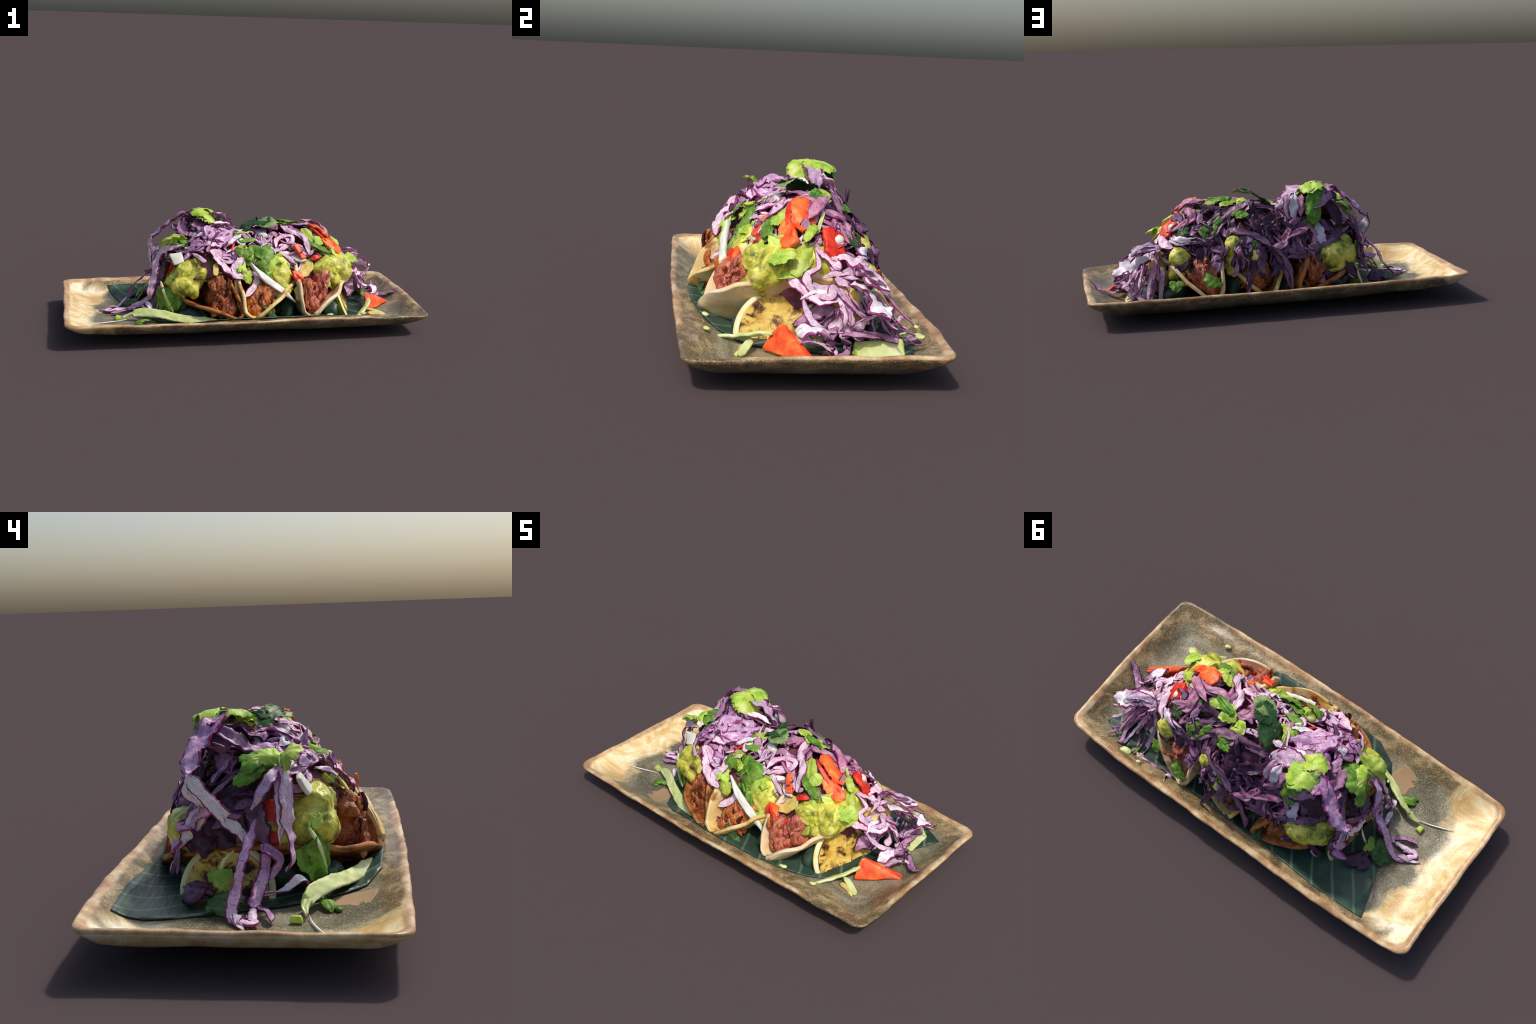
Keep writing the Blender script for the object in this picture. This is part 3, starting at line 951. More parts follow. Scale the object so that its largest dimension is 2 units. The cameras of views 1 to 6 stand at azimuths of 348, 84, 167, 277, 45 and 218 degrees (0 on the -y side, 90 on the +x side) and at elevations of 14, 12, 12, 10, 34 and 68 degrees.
# pepper wedge on the +x end, cut pieces and cubes
chunk("pepper_wedge", [(0.905, -0.015, 0.085), (0.72, -0.165, 0.072), (0.715, -0.095, 0.168), (0.90, 0.015, 0.085), (0.74, -0.02, 0.07), (0.725, -0.07, 0.165)], PRISM, None, OWNERS["garnish"], 0.010, [M["orange"], M["red"]], [0, 1, 0, 0, 1])
slab("pepper_piece", [(-0.40, 0.02, 0.36), (-0.455, 0.0, 0.24), (-0.445, -0.075, 0.23), (-0.40, -0.065, 0.36)], 0.03, M["red"], T[0])
slab("pepper_piece", [(0.27, -0.125, 0.47), (0.31, -0.175, 0.40), (0.345, -0.165, 0.40), (0.30, -0.11, 0.475)], 0.02, M["orange"], T[2])
slab("white_cube", [(-0.425, -0.14, 0.435), (-0.405, -0.175, 0.375), (-0.345, -0.175, 0.39), (-0.36, -0.14, 0.44)], 0.016, M["white"], T[0])
slab("corn_cube", [(-0.305, -0.215, 0.42), (-0.30, -0.235, 0.395), (-0.265, -0.23, 0.40), (-0.27, -0.21, 0.425)], 0.02, M["yellowgreen_leaf"], T[0])
lump("garlic_slice", [((0.535, 0.122, 0.425), (0.025, 0.025, 0.022))], M["white"], T[2], 0.005, 0.002)
lump("onion_lump", [((0.11, -0.05, 0.50), (0.03, 0.022, 0.025))], M["white"], T[1], 0.006, 0.003)
chunk("cucumber_wedge", [(0.775, 0.145, 0.07), (0.80, 0.165, 0.07), (0.772, 0.155, 0.125), (0.765, 0.335, 0.075), (0.80, 0.335, 0.075), (0.765, 0.33, 0.13)], PRISM, None, OWNERS["garnish"], 0.005, [M["light"], M["stem"]], [0, 0, 0, 1, 1])
slab("pepper_piece", [(0.245, -0.225, 0.345), (0.27, -0.255, 0.30), (0.32, -0.25, 0.285), (0.30, -0.215, 0.335)], 0.016, M["orange"], T[1])
chunk("scallion_piece", [(-0.725, -0.165, 0.068), (-0.69, -0.165, 0.068), (-0.685, -0.13, 0.068), (-0.72, -0.125, 0.068), (-0.72, -0.16, 0.088), (-0.695, -0.16, 0.085), (-0.69, -0.135, 0.085), (-0.715, -0.13, 0.09)], BOX, M["light"], OWNERS["garnish"], 0.006)
for x, y, sx in ((0.44, -0.345, 0.02), (0.63, -0.345, 0.018), (0.67, 0.41, 0.03), (0.58, 0.42, 0.014), (-0.60, -0.26, 0.02), (0.60, 0.385, 0.02)):
    z = well_height(x, y)
    lump("vegetable_scrap", [((x, y, z + 0.008), (sx, sx * 0.6, 0.008)), ((x + sx * 0.5, y + sx * 0.4, z + 0.008), (sx * 0.6, sx * 0.5, 0.007))], M["stem"] if x > 0.4 else M["mid"], OWNERS["garnish"], 0.004, 0.002)

# ---- named pieces: strips (kind, width, spine, thickness, turn) and leaves (kind, outline, width, stalk, tip, facing, cup)
shred('pink', 0.026, [(0.572, 0.036, 0.398), (0.602, 0.042, 0.37), (0.632, 0.042, 0.342), (0.623, 0.008, 0.319), (0.644, 0.006, 0.293), (0.669, 0.027, 0.265), (0.706, 0.058, 0.258), (0.709, 0.082, 0.265), (0.691, 0.089, 0.289), (0.689, 0.116, 0.266), (0.708, 0.142, 0.237), (0.711, 0.172, 0.21), (0.692, 0.211, 0.182)], 0.01, 0)
shred('pink', 0.035, [(0.6, -0.043, 0.324), (0.637, -0.044, 0.296), (0.658, -0.014, 0.27), (0.675, 0.018, 0.246), (0.719, 0.068, 0.242), (0.702, 0.11, 0.244)], 0.01, 0)
shred('pink', 0.034, [(0.569, 0.04, 0.394), (0.6, 0.085, 0.373), (0.63, 0.122, 0.338)], 0.006, 0)
shred('pink', 0.045, [(0.604, 0.09, 0.371), (0.595, 0.137, 0.373), (0.589, 0.183, 0.353), (0.549, 0.238, 0.342)], 0.006, 0)
shred('lilac', 0.034, [(0.633, 0.128, 0.33), (0.606, 0.181, 0.33), (0.66, 0.2, 0.355), (0.72, 0.22, 0.35), (0.763, 0.257, 0.316)], 0.006, 0)
shred('pink', 0.025, [(0.648, 0.058, 0.312), (0.642, 0.104, 0.326), (0.61, 0.181, 0.323), (0.636, 0.244, 0.327)], 0.006, 0)
shred('pale', 0.085, [(0.66, 0.17, 0.295), (0.72, 0.195, 0.285), (0.775, 0.22, 0.26), (0.82, 0.24, 0.24), (0.856, 0.256, 0.22)], 0.008, 10)
shred('pink', 0.05, [(0.61, 0.2, 0.335), (0.67, 0.205, 0.335), (0.72, 0.208, 0.33), (0.76, 0.226, 0.325)], 0.006, 0)
shred('pale', 0.055, [(0.69, 0.19, 0.32), (0.735, 0.222, 0.312), (0.77, 0.267, 0.288)], 0.008, 0)
shred('pink', 0.036, [(0.651, 0.1, 0.313), (0.65, 0.138, 0.291), (0.665, 0.154, 0.261), (0.674, 0.177, 0.229), (0.665, 0.21, 0.192)], 0.006, 0)
shred('lilac', 0.032, [(0.625, 0.165, 0.303), (0.631, 0.189, 0.27), (0.642, 0.2, 0.238), (0.633, 0.227, 0.198), (0.626, 0.239, 0.175)], 0.006, 0)
shred('purple', 0.055, [(0.685, 0.085, 0.235), (0.665, 0.04, 0.19), (0.645, 0.0, 0.155), (0.63, -0.033, 0.127)], 0.006, 0)
shred('purple', 0.05, [(0.69, 0.095, 0.225), (0.672, 0.055, 0.175), (0.655, 0.01, 0.12)], 0.006, 0)
shred('lilac', 0.045, [(0.695, 0.11, 0.22), (0.682, 0.08, 0.16), (0.67, 0.05, 0.1)], 0.006, 0)
shred('pink', 0.055, [(0.705, 0.12, 0.225), (0.735, 0.135, 0.19), (0.757, 0.13, 0.155), (0.76, 0.108, 0.132)], 0.006, 0)
shred('pink', 0.045, [(0.7, 0.11, 0.215), (0.72, 0.11, 0.175), (0.735, 0.08, 0.14)], 0.006, 0)
shred('pale', 0.055, [(0.772, -0.042, 0.145), (0.792, -0.007, 0.16), (0.803, 0.032, 0.161), (0.819, 0.055, 0.147)], 0.012, 0)
shred('pink', 0.045, [(0.77, -0.035, 0.128), (0.818, 0.005, 0.124), (0.818, 0.049, 0.113), (0.819, 0.09, 0.101)], 0.006, 0)
shred('purple', 0.04, [(0.786, 0.034, 0.167), (0.819, 0.057, 0.155), (0.82, 0.072, 0.128), (0.819, 0.059, 0.111)], 0.006, 0)
shred('purple', 0.04, [(0.808, 0.095, 0.18), (0.819, 0.071, 0.15), (0.819, 0.07, 0.116)], 0.006, 0)
shred('purple', 0.024, [(0.72, 0.19, 0.14), (0.73, 0.26, 0.13), (0.74, 0.33, 0.12), (0.72, 0.385, 0.115), (0.74, 0.4, 0.11)], 0.006, 0)
shred('purple', 0.03, [(0.78, 0.12, 0.15), (0.79, 0.19, 0.145), (0.77, 0.25, 0.135), (0.75, 0.3, 0.13)], 0.006, 0)
shred('lilac', 0.016, [(0.437, 0.354, 0.083), (0.497, 0.382, 0.098), (0.592, 0.389, 0.102), (0.656, 0.383, 0.098)], 0.006, 0)
shred('purple', 0.03, [(0.818, 0.106, 0.153), (0.791, 0.158, 0.14), (0.764, 0.196, 0.14), (0.772, 0.246, 0.129), (0.779, 0.309, 0.124)], 0.006, 0)
shred('purple', 0.04, [(0.818, 0.102, 0.136), (0.818, 0.13, 0.12), (0.819, 0.12, 0.103)], 0.006, 0)
shred('lilac', 0.02, [(0.392, 0.361, 0.085), (0.432, 0.391, 0.104), (0.422, 0.436, 0.111), (0.528, 0.431, 0.111)], 0.006, 0)
shred('rose', 0.06, [(0.186, -0.024, 0.542), (0.17, 0.02, 0.534), (0.22, 0.067, 0.534)], 0.006, 0)
shred('rose', 0.014, [(0.154, -0.038, 0.518), (0.221, -0.087, 0.473), (0.321, -0.126, 0.45), (0.213, -0.134, 0.394)], 0.006, 0)
shred('pink', 0.014, [(0.143, -0.061, 0.506), (0.151, -0.093, 0.487), (0.158, -0.121, 0.465)], 0.006, 0)
shred('pink', 0.016, [(0.14, -0.101, 0.485), (0.079, -0.139, 0.451), (0.054, -0.159, 0.43), (0.17, -0.143, 0.444), (0.2, -0.131, 0.424)], 0.006, 0)
shred('rose', 0.03, [(0.377, 0.041, 0.537), (0.45, 0.017, 0.515), (0.472, 0.011, 0.493), (0.479, 0.025, 0.488)], 0.006, 0)
shred('rose', 0.024, [(0.443, 0.043, 0.53), (0.471, 0.046, 0.502), (0.484, 0.041, 0.484), (0.492, 0.02, 0.473), (0.501, 0.008, 0.457), (0.519, -0.006, 0.431)], 0.006, 0)
shred('rose', 0.034, [(0.476, 0.065, 0.492), (0.483, 0.097, 0.473), (0.496, 0.133, 0.448)], 0.006, 0)
shred('rose', 0.03, [(0.487, 0.061, 0.473), (0.5, 0.09, 0.455), (0.512, 0.121, 0.438)], 0.006, 0)
shred('purple', 0.022, [(0.316, 0.041, 0.536), (0.412, 0.069, 0.528), (0.434, 0.112, 0.5), (0.452, 0.137, 0.474), (0.466, 0.163, 0.448), (0.493, 0.174, 0.427)], 0.006, 0)
shred('rose', 0.03, [(0.402, 0.139, 0.48), (0.458, 0.152, 0.455), (0.484, 0.161, 0.437), (0.51, 0.178, 0.41)], 0.006, 0)
shred('dark', 0.04, [(0.236, 0.144, 0.501), (0.242, 0.179, 0.472), (0.241, 0.219, 0.438), (0.254, 0.244, 0.406)], 0.006, 0)
shred('purple', 0.03, [(0.14, 0.164, 0.556), (0.14, 0.181, 0.525), (0.165, 0.188, 0.503), (0.184, 0.202, 0.481)], 0.006, 0)
shred('pale', 0.03, [(0.536, 0.189, 0.395), (0.536, 0.205, 0.38), (0.533, 0.224, 0.362)], 0.012, 0)
shred('rose', 0.025, [(0.511, 0.054, 0.442), (0.532, 0.054, 0.42), (0.542, 0.068, 0.414)], 0.006, 0)
shred('violet', 0.058, [(-0.262, 0.1, 0.58), (-0.323, 0.134, 0.59), (-0.37, 0.165, 0.552), (-0.418, 0.19, 0.51), (-0.458, 0.195, 0.474), (-0.492, 0.195, 0.458)], 0.008, 20)
shred('pale', 0.038, [(-0.492, 0.195, 0.458), (-0.502, 0.165, 0.422), (-0.502, 0.135, 0.385), (-0.5, 0.1, 0.345), (-0.485, 0.055, 0.29), (-0.475, 0.01, 0.235)], 0.008, 0)
shred('pale', 0.05, [(-0.49, 0.195, 0.455), (-0.485, 0.185, 0.4), (-0.458, 0.156, 0.353), (-0.465, 0.2, 0.28), (-0.46, 0.235, 0.22)], 0.007, 40)
shred('lilac', 0.042, [(-0.35, -0.11, 0.465), (-0.41, -0.1, 0.455), (-0.453, -0.095, 0.44), (-0.49, -0.1, 0.38), (-0.505, -0.108, 0.3), (-0.525, -0.115, 0.22), (-0.525, -0.1, 0.165)], 0.008, 15)
shred('pale', 0.03, [(-0.43, -0.07, 0.46), (-0.47, -0.08, 0.4), (-0.495, -0.085, 0.31), (-0.505, -0.08, 0.24)], 0.008, -10)
shred('purple', 0.04, [(-0.28, 0.08, 0.56), (-0.28, 0.06, 0.506), (-0.264, 0.043, 0.454), (-0.229, 0.031, 0.437)], 0.006, 0)
shred('violet', 0.05, [(-0.257, -0.025, 0.52), (-0.21, -0.101, 0.518), (-0.132, -0.036, 0.52), (-0.039, 0.017, 0.521)], 0.006, 0)
shred('violet', 0.06, [(-0.189, -0.111, 0.507), (-0.131, -0.088, 0.482), (-0.067, -0.052, 0.495)], 0.006, 0)
shred('lilac', 0.05, [(-0.226, -0.15, 0.481), (-0.165, -0.127, 0.474), (-0.096, -0.064, 0.485)], 0.006, 0)
shred('purple', 0.03, [(-0.306, -0.164, 0.45), (-0.25, -0.166, 0.476), (-0.202, -0.137, 0.495), (-0.152, -0.15, 0.551)], 0.006, 0)
shred('pink', 0.05, [(-0.221, -0.204, 0.452), (-0.178, -0.214, 0.433), (-0.157, -0.249, 0.397), (-0.117, -0.275, 0.358), (-0.042, -0.28, 0.32)], 0.012, 0)
shred('pink', 0.022, [(-0.304, -0.178, 0.44), (-0.275, -0.221, 0.428), (-0.239, -0.246, 0.405)], 0.006, 0)
shred('violet', 0.024, [(-0.162, -0.195, 0.437), (-0.099, -0.189, 0.425), (-0.051, -0.217, 0.42)], 0.006, 0)
shred('purple', 0.022, [(-0.389, -0.023, 0.426), (-0.352, -0.113, 0.434), (-0.307, -0.156, 0.448)], 0.006, 0)
shred('lilac', 0.075, [(-0.2, 0.1, 0.575), (-0.13, 0.112, 0.6), (-0.085, 0.12, 0.575), (-0.05, 0.125, 0.525), (-0.03, 0.13, 0.49)], 0.006, 0)
shred('pale', 0.035, [(-0.16, 0.05, 0.555), (-0.09, 0.07, 0.55), (-0.03, 0.09, 0.52)], 0.006, 0)
shred('purple', 0.06, [(-0.31, 0.1, 0.575), (-0.22, 0.06, 0.555), (-0.12, 0.05, 0.54)], 0.006, 0)
shred('violet', 0.1, [(-0.34, 0.14, 0.585), (-0.25, 0.14, 0.592), (-0.15, 0.13, 0.588)], 0.006, 0)
shred('purple', 0.08, [(-0.3, 0.17, 0.58), (-0.22, 0.2, 0.54), (-0.14, 0.2, 0.5)], 0.006, 0)
shred('purple', 0.07, [(-0.26, 0.08, 0.57), (-0.23, 0.03, 0.53), (-0.2, 0.0, 0.5)], 0.006, 0)
shred('purple', 0.06, [(-0.38, 0.14, 0.525), (-0.32, 0.08, 0.5), (-0.26, 0.03, 0.49)], 0.006, 0)
shred('pink', 0.03, [(-0.072, -0.165, 0.432), (-0.044, -0.153, 0.442), (-0.007, -0.126, 0.457)], 0.006, 0)
shred('white', 0.036, [(0.005, -0.239, 0.393), (0.06, -0.257, 0.335), (0.12, -0.265, 0.285), (0.19, -0.268, 0.235), (0.261, -0.269, 0.172)], 0.018, 0)
shred('pink', 0.034, [(0.005, -0.236, 0.345), (0.04, -0.235, 0.312), (0.026, -0.258, 0.265), (-0.035, -0.3, 0.22)], 0.01, 0)
shred('purple', 0.03, [(-0.205, -0.157, 0.473), (-0.218, -0.185, 0.453), (-0.181, -0.175, 0.45), (-0.128, -0.124, 0.436)], 0.006, 0)
shred('lilac', 0.03, [(-0.28, -0.127, 0.476), (-0.314, -0.126, 0.454), (-0.336, -0.092, 0.451)], 0.006, 0)
shred('lilac', 0.022, [(-0.101, -0.166, 0.419), (-0.048, -0.153, 0.433), (-0.014, -0.125, 0.45)], 0.006, 0)
shred('purple', 0.024, [(-0.145, -0.147, 0.441), (-0.122, -0.177, 0.422), (-0.073, -0.21, 0.411)], 0.006, 0)
shred('lilac', 0.03, [(-0.184, -0.19, 0.442), (-0.138, -0.204, 0.416), (-0.084, -0.219, 0.407)], 0.006, 0)
shred('rose', 0.02, [(-0.139, -0.141, 0.433), (-0.104, -0.127, 0.429), (-0.055, -0.127, 0.446)], 0.006, 0)
shred('lilac', 0.03, [(0.061, -0.095, 0.479), (0.099, -0.106, 0.473), (0.092, -0.128, 0.453)], 0.006, 0)
shred('purple', 0.02, [(0.11, -0.054, 0.511), (0.11, -0.088, 0.492), (0.11, -0.117, 0.472)], 0.006, 0)
shred('pink', 0.036, [(0.236, 0.088, 0.535), (0.267, -0.013, 0.521), (0.308, -0.046, 0.51), (0.332, -0.096, 0.481)], 0.01, 0)
shred('pink', 0.03, [(0.307, -0.031, 0.519), (0.341, -0.077, 0.498), (0.352, -0.109, 0.466), (0.361, -0.144, 0.408)], 0.01, 0)
shred('pink', 0.026, [(0.167, -0.148, 0.452), (0.176, -0.103, 0.485), (0.219, -0.067, 0.5), (0.275, -0.058, 0.497), (0.269, -0.085, 0.466), (0.22, -0.11, 0.446), (0.186, -0.14, 0.441)], 0.01, 0)
shred('pink', 0.02, [(0.185, -0.124, 0.455), (0.222, -0.097, 0.461), (0.254, -0.085, 0.462)], 0.006, 0)
shred('purple', 0.02, [(0.069, -0.067, 0.501), (0.106, -0.101, 0.482), (0.172, -0.125, 0.455)], 0.006, 0)
shred('lilac', 0.03, [(-0.037, -0.076, 0.482), (-0.02, -0.106, 0.467), (0.001, -0.105, 0.471)], 0.006, 0)
shred('white', 0.034, [(0.193, -0.142, 0.424), (0.256, -0.115, 0.405), (0.296, -0.149, 0.388), (0.346, -0.164, 0.382)], 0.012, 0)
shred('pink', 0.022, [(0.127, -0.125, 0.467), (0.137, -0.142, 0.453), (0.173, -0.147, 0.44), (0.198, -0.116, 0.446)], 0.006, 0)
shred('purple', 0.03, [(0.969, 0.027, 0.147), (0.945, 0.035, 0.13), (0.916, 0.05, 0.109), (0.88, 0.08, 0.1), (0.85, 0.115, 0.1), (0.81, 0.14, 0.12)], 0.006, 0)
shred('pale', 0.022, [(0.854, 0.255, 0.222), (0.845, 0.225, 0.245), (0.77, 0.151, 0.171), (0.7, 0.109, 0.246), (0.671, 0.038, 0.268), (0.687, -0.023, 0.242)], 0.006, 0)
shred('lilac', 0.03, [(0.802, 0.196, 0.216), (0.764, 0.151, 0.166), (0.679, 0.131, 0.261), (0.643, 0.055, 0.273), (0.637, -0.002, 0.29)], 0.006, 0)
shred('lilac', 0.022, [(0.828, 0.107, 0.166), (0.787, 0.045, 0.164), (0.733, 0.01, 0.185), (0.668, -0.018, 0.251)], 0.006, 0)
shred('lilac', 0.026, [(0.652, 0.2, 0.306), (0.633, 0.137, 0.316), (0.623, 0.083, 0.342)], 0.006, 0)
shred('lilac', 0.04, [(0.752, 0.16, 0.151), (0.746, 0.211, 0.125), (0.767, 0.238, 0.07), (0.781, 0.284, 0.07)], 0.006, 0)
shred('purple', 0.03, [(0.659, 0.172, 0.252), (0.681, 0.208, 0.168), (0.649, 0.231, 0.167), (0.682, 0.258, 0.071), (0.674, 0.322, 0.071), (0.637, 0.396, 0.107)], 0.006, 0)
shred('lilac', 0.026, [(0.633, 0.166, 0.194), (0.608, 0.236, 0.229), (0.624, 0.258, 0.1), (0.62, 0.308, 0.069), (0.593, 0.387, 0.101)], 0.006, 0)
shred('purple', 0.02, [(0.698, 0.256, 0.071), (0.665, 0.294, 0.07), (0.637, 0.355, 0.082), (0.635, 0.428, 0.11)], 0.006, 0)
shred('pale', 0.034, [(0.562, 0.189, 0.368), (0.53, 0.221, 0.363), (0.47, 0.232, 0.369), (0.418, 0.235, 0.365), (0.367, 0.247, 0.35)], 0.006, 0)
shred('mauve', 0.036, [(0.376, 0.242, 0.363), (0.32, 0.213, 0.411), (0.278, 0.187, 0.451), (0.229, 0.169, 0.497), (0.146, 0.16, 0.538), (0.074, 0.141, 0.518), (-0.011, 0.103, 0.487)], 0.008, 0)
shred('purple', 0.03, [(0.43, 0.153, 0.476), (0.454, 0.113, 0.498), (0.448, 0.08, 0.52), (0.43, 0.064, 0.532)], 0.006, 0)
shred('purple', 0.03, [(0.539, 0.157, 0.411), (0.555, 0.108, 0.41), (0.507, 0.116, 0.448), (0.495, 0.091, 0.466)], 0.006, 0)
shred('lilac', 0.03, [(0.553, 0.133, 0.409), (0.491, 0.142, 0.445), (0.443, 0.137, 0.476)], 0.006, 0)
shred('rose', 0.034, [(0.452, 0.03, 0.525), (0.409, 0.052, 0.54), (0.347, 0.032, 0.542), (0.306, 0.046, 0.541), (0.284, 0.067, 0.54)], 0.006, 0)
shred('purple', 0.03, [(0.515, 0.009, 0.501), (0.508, 0.009, 0.448), (0.441, 0.029, 0.528)], 0.006, 0)
shred('pink', 0.034, [(0.37, -0.144, 0.406), (0.301, -0.105, 0.434), (0.234, -0.061, 0.491), (0.203, -0.038, 0.511)], 0.01, 0)
shred('pink', 0.034, [(0.331, -0.159, 0.439), (0.303, -0.13, 0.423)], 0.01, 0)
shred('lilac', 0.018, [(0.3, -0.141, 0.399), (0.249, -0.152, 0.359), (0.182, -0.123, 0.454)], 0.006, 0)
shred('lilac', 0.022, [(0.283, -0.165, 0.361), (0.178, -0.141, 0.44), (0.156, -0.167, 0.425)], 0.006, 0)
shred('lilac', 0.018, [(0.167, -0.098, 0.524), (0.121, -0.106, 0.482), (0.084, -0.036, 0.517), (0.071, -0.004, 0.524)], 0.006, 0)
shred('pink', 0.02, [(0.12, -0.113, 0.473), (0.069, -0.093, 0.484), (0.048, -0.08, 0.489)], 0.006, 0)
shred('purple', 0.026, [(0.28, 0.064, 0.54), (0.287, 0.004, 0.533), (0.27, -0.062, 0.492)], 0.006, 0)
shred('rose', 0.024, [(0.325, -0.034, 0.515), (0.306, 0.011, 0.526), (0.284, 0.053, 0.528)], 0.006, 0)
shred('dark', 0.05, [(0.388, 0.135, 0.488), (0.359, 0.109, 0.509), (0.31, 0.11, 0.514), (0.273, 0.128, 0.506)], 0.006, 0)
shred('purple', 0.036, [(0.41, 0.182, 0.441), (0.397, 0.148, 0.476), (0.391, 0.115, 0.505)], 0.006, 0)
shred('mauve', 0.04, [(0.41, 0.192, 0.424), (0.353, 0.169, 0.449), (0.28, 0.135, 0.498)], 0.006, 0)
shred('mauve', 0.036, [(0.331, 0.158, 0.458), (0.268, 0.135, 0.498), (0.238, 0.104, 0.521)], 0.006, 0)
shred('purple', 0.04, [(0.211, 0.093, 0.527), (0.177, 0.054, 0.533), (0.131, 0.068, 0.535)], 0.006, 0)
shred('rose', 0.03, [(0.229, 0.077, 0.531), (0.195, 0.06, 0.535), (0.179, 0.014, 0.532)], 0.006, 0)
shred('lilac', 0.03, [(0.152, 0.115, 0.533), (0.111, 0.094, 0.529), (0.076, 0.086, 0.519)], 0.006, 0)
shred('violet', 0.055, [(-0.041, 0.033, 0.518), (-0.083, -0.029, 0.509), (-0.128, -0.077, 0.496), (-0.195, -0.134, 0.496)], 0.006, 0)
shred('lilac', 0.05, [(-0.085, 0.034, 0.511), (-0.142, 0.012, 0.523), (-0.19, -0.03, 0.531)], 0.006, 0)
shred('violet', 0.026, [(-0.077, 0.0, 0.518), (-0.121, 0.051, 0.525)], 0.006, 0)
shred('violet', 0.026, [(-0.116, -0.062, 0.505), (-0.165, 0.006, 0.54)], 0.006, 0)
shred('violet', 0.036, [(-0.168, -0.021, 0.54), (-0.216, -0.01, 0.536), (-0.256, 0.013, 0.52)], 0.006, 0)
shred('lilac', 0.05, [(-0.16, -0.063, 0.53), (-0.205, -0.063, 0.536), (-0.239, -0.086, 0.519)], 0.006, 0)
shred('pale', 0.03, [(-0.015, 0.138, 0.488), (-0.033, 0.094, 0.497), (-0.08, 0.073, 0.512), (-0.133, 0.06, 0.524)], 0.006, 0)
shred('purple', 0.03, [(-0.064, -0.221, 0.452), (-0.099, -0.216, 0.404), (-0.153, -0.155, 0.446)], 0.006, 0)
shred('pink', 0.012, [(-0.017, -0.111, 0.465), (-0.071, -0.125, 0.447), (-0.122, -0.152, 0.428)], 0.006, 0)
shred('mauve', 0.026, [(0.259, 0.227, 0.424), (0.152, 0.289, 0.395), (0.044, 0.318, 0.313), (-0.009, 0.339, 0.211), (-0.042, 0.363, 0.1)], 0.006, 0)
shred('dark', 0.032, [(0.14, 0.166, 0.55), (0.121, 0.208, 0.496), (0.113, 0.244, 0.456), (0.09, 0.268, 0.416), (0.092, 0.29, 0.38)], 0.006, 0)
shred('violet', 0.03, [(-0.258, -0.039, 0.514), (-0.266, -0.097, 0.498), (-0.266, -0.155, 0.473), (-0.281, -0.176, 0.454)], 0.006, 0)
shred('purple', 0.03, [(-0.274, -0.055, 0.507), (-0.302, -0.088, 0.485), (-0.267, -0.096, 0.502), (-0.298, -0.135, 0.471), (-0.273, -0.144, 0.479)], 0.006, 0)
shred('violet', 0.034, [(-0.278, -0.082, 0.497), (-0.271, -0.021, 0.509), (-0.269, 0.029, 0.507), (-0.283, 0.071, 0.49)], 0.006, 0)
shred('lilac', 0.026, [(-0.08, -0.235, 0.389), (-0.122, -0.192, 0.416), (-0.159, -0.146, 0.455)], 0.006, 0)
shred('lilac', 0.024, [(-0.057, -0.233, 0.406), (-0.129, -0.231, 0.403), (-0.208, -0.198, 0.453)], 0.006, 0)
shred('rose', 0.03, [(0.037, 0.292, 0.381), (-0.006, 0.297, 0.344), (-0.037, 0.273, 0.389), (-0.076, 0.233, 0.434), (-0.139, 0.194, 0.453)], 0.006, 0)
shred('mauve', 0.026, [(0.036, 0.305, 0.338), (-0.012, 0.298, 0.323), (-0.04, 0.279, 0.354)], 0.006, 0)
shred('mauve', 0.026, [(-0.04, 0.288, 0.332), (-0.075, 0.297, 0.288), (-0.124, 0.282, 0.296)], 0.006, 0)
shred('rose', 0.024, [(-0.107, 0.274, 0.361), (-0.134, 0.281, 0.311), (-0.171, 0.275, 0.307), (-0.195, 0.245, 0.364), (-0.16, 0.222, 0.416)], 0.006, 0)
shred('mauve', 0.04, [(-0.025, 0.317, 0.282), (-0.1, 0.298, 0.275), (-0.206, 0.267, 0.299), (-0.303, 0.226, 0.326), (-0.364, 0.163, 0.36)], 0.006, 0)
shred('mauve', 0.045, [(-0.018, 0.327, 0.271), (-0.129, 0.289, 0.282), (-0.226, 0.26, 0.314), (-0.305, 0.221, 0.337), (-0.353, 0.154, 0.375), (-0.393, 0.189, 0.415)], 0.006, 0)
shred('pale', 0.055, [(-0.209, 0.182, 0.436), (-0.22, 0.218, 0.386), (-0.226, 0.261, 0.299)], 0.006, 0)
shred('dark', 0.04, [(-0.24, 0.198, 0.388), (-0.269, 0.154, 0.422), (-0.293, 0.111, 0.448)], 0.006, 0)
shred('lilac', 0.05, [(-0.261, 0.131, 0.479), (-0.293, 0.098, 0.485), (-0.346, 0.106, 0.447), (-0.39, 0.133, 0.406)], 0.006, 0)
shred('dark', 0.07, [(-0.27, 0.19, 0.53), (-0.31, 0.19, 0.47), (-0.345, 0.19, 0.4)], 0.006, 0)
shred('purple', 0.07, [(-0.24, 0.15, 0.545), (-0.31, 0.11, 0.49), (-0.37, 0.08, 0.43)], 0.006, 0)
shred('dark', 0.06, [(-0.42, 0.16, 0.35), (-0.45, 0.12, 0.28), (-0.455, 0.06, 0.23)], 0.006, 0)  # next four sheets darken the guacamole where the -x side lies in shadow
shred('mauve', 0.06, [(-0.42, 0.01, 0.36), (-0.455, -0.01, 0.29), (-0.465, -0.03, 0.22)], 0.006, 0)
shred('dark', 0.06, [(-0.44, 0.23, 0.3), (-0.46, 0.19, 0.25), (-0.45, 0.13, 0.21)], 0.006, 0)
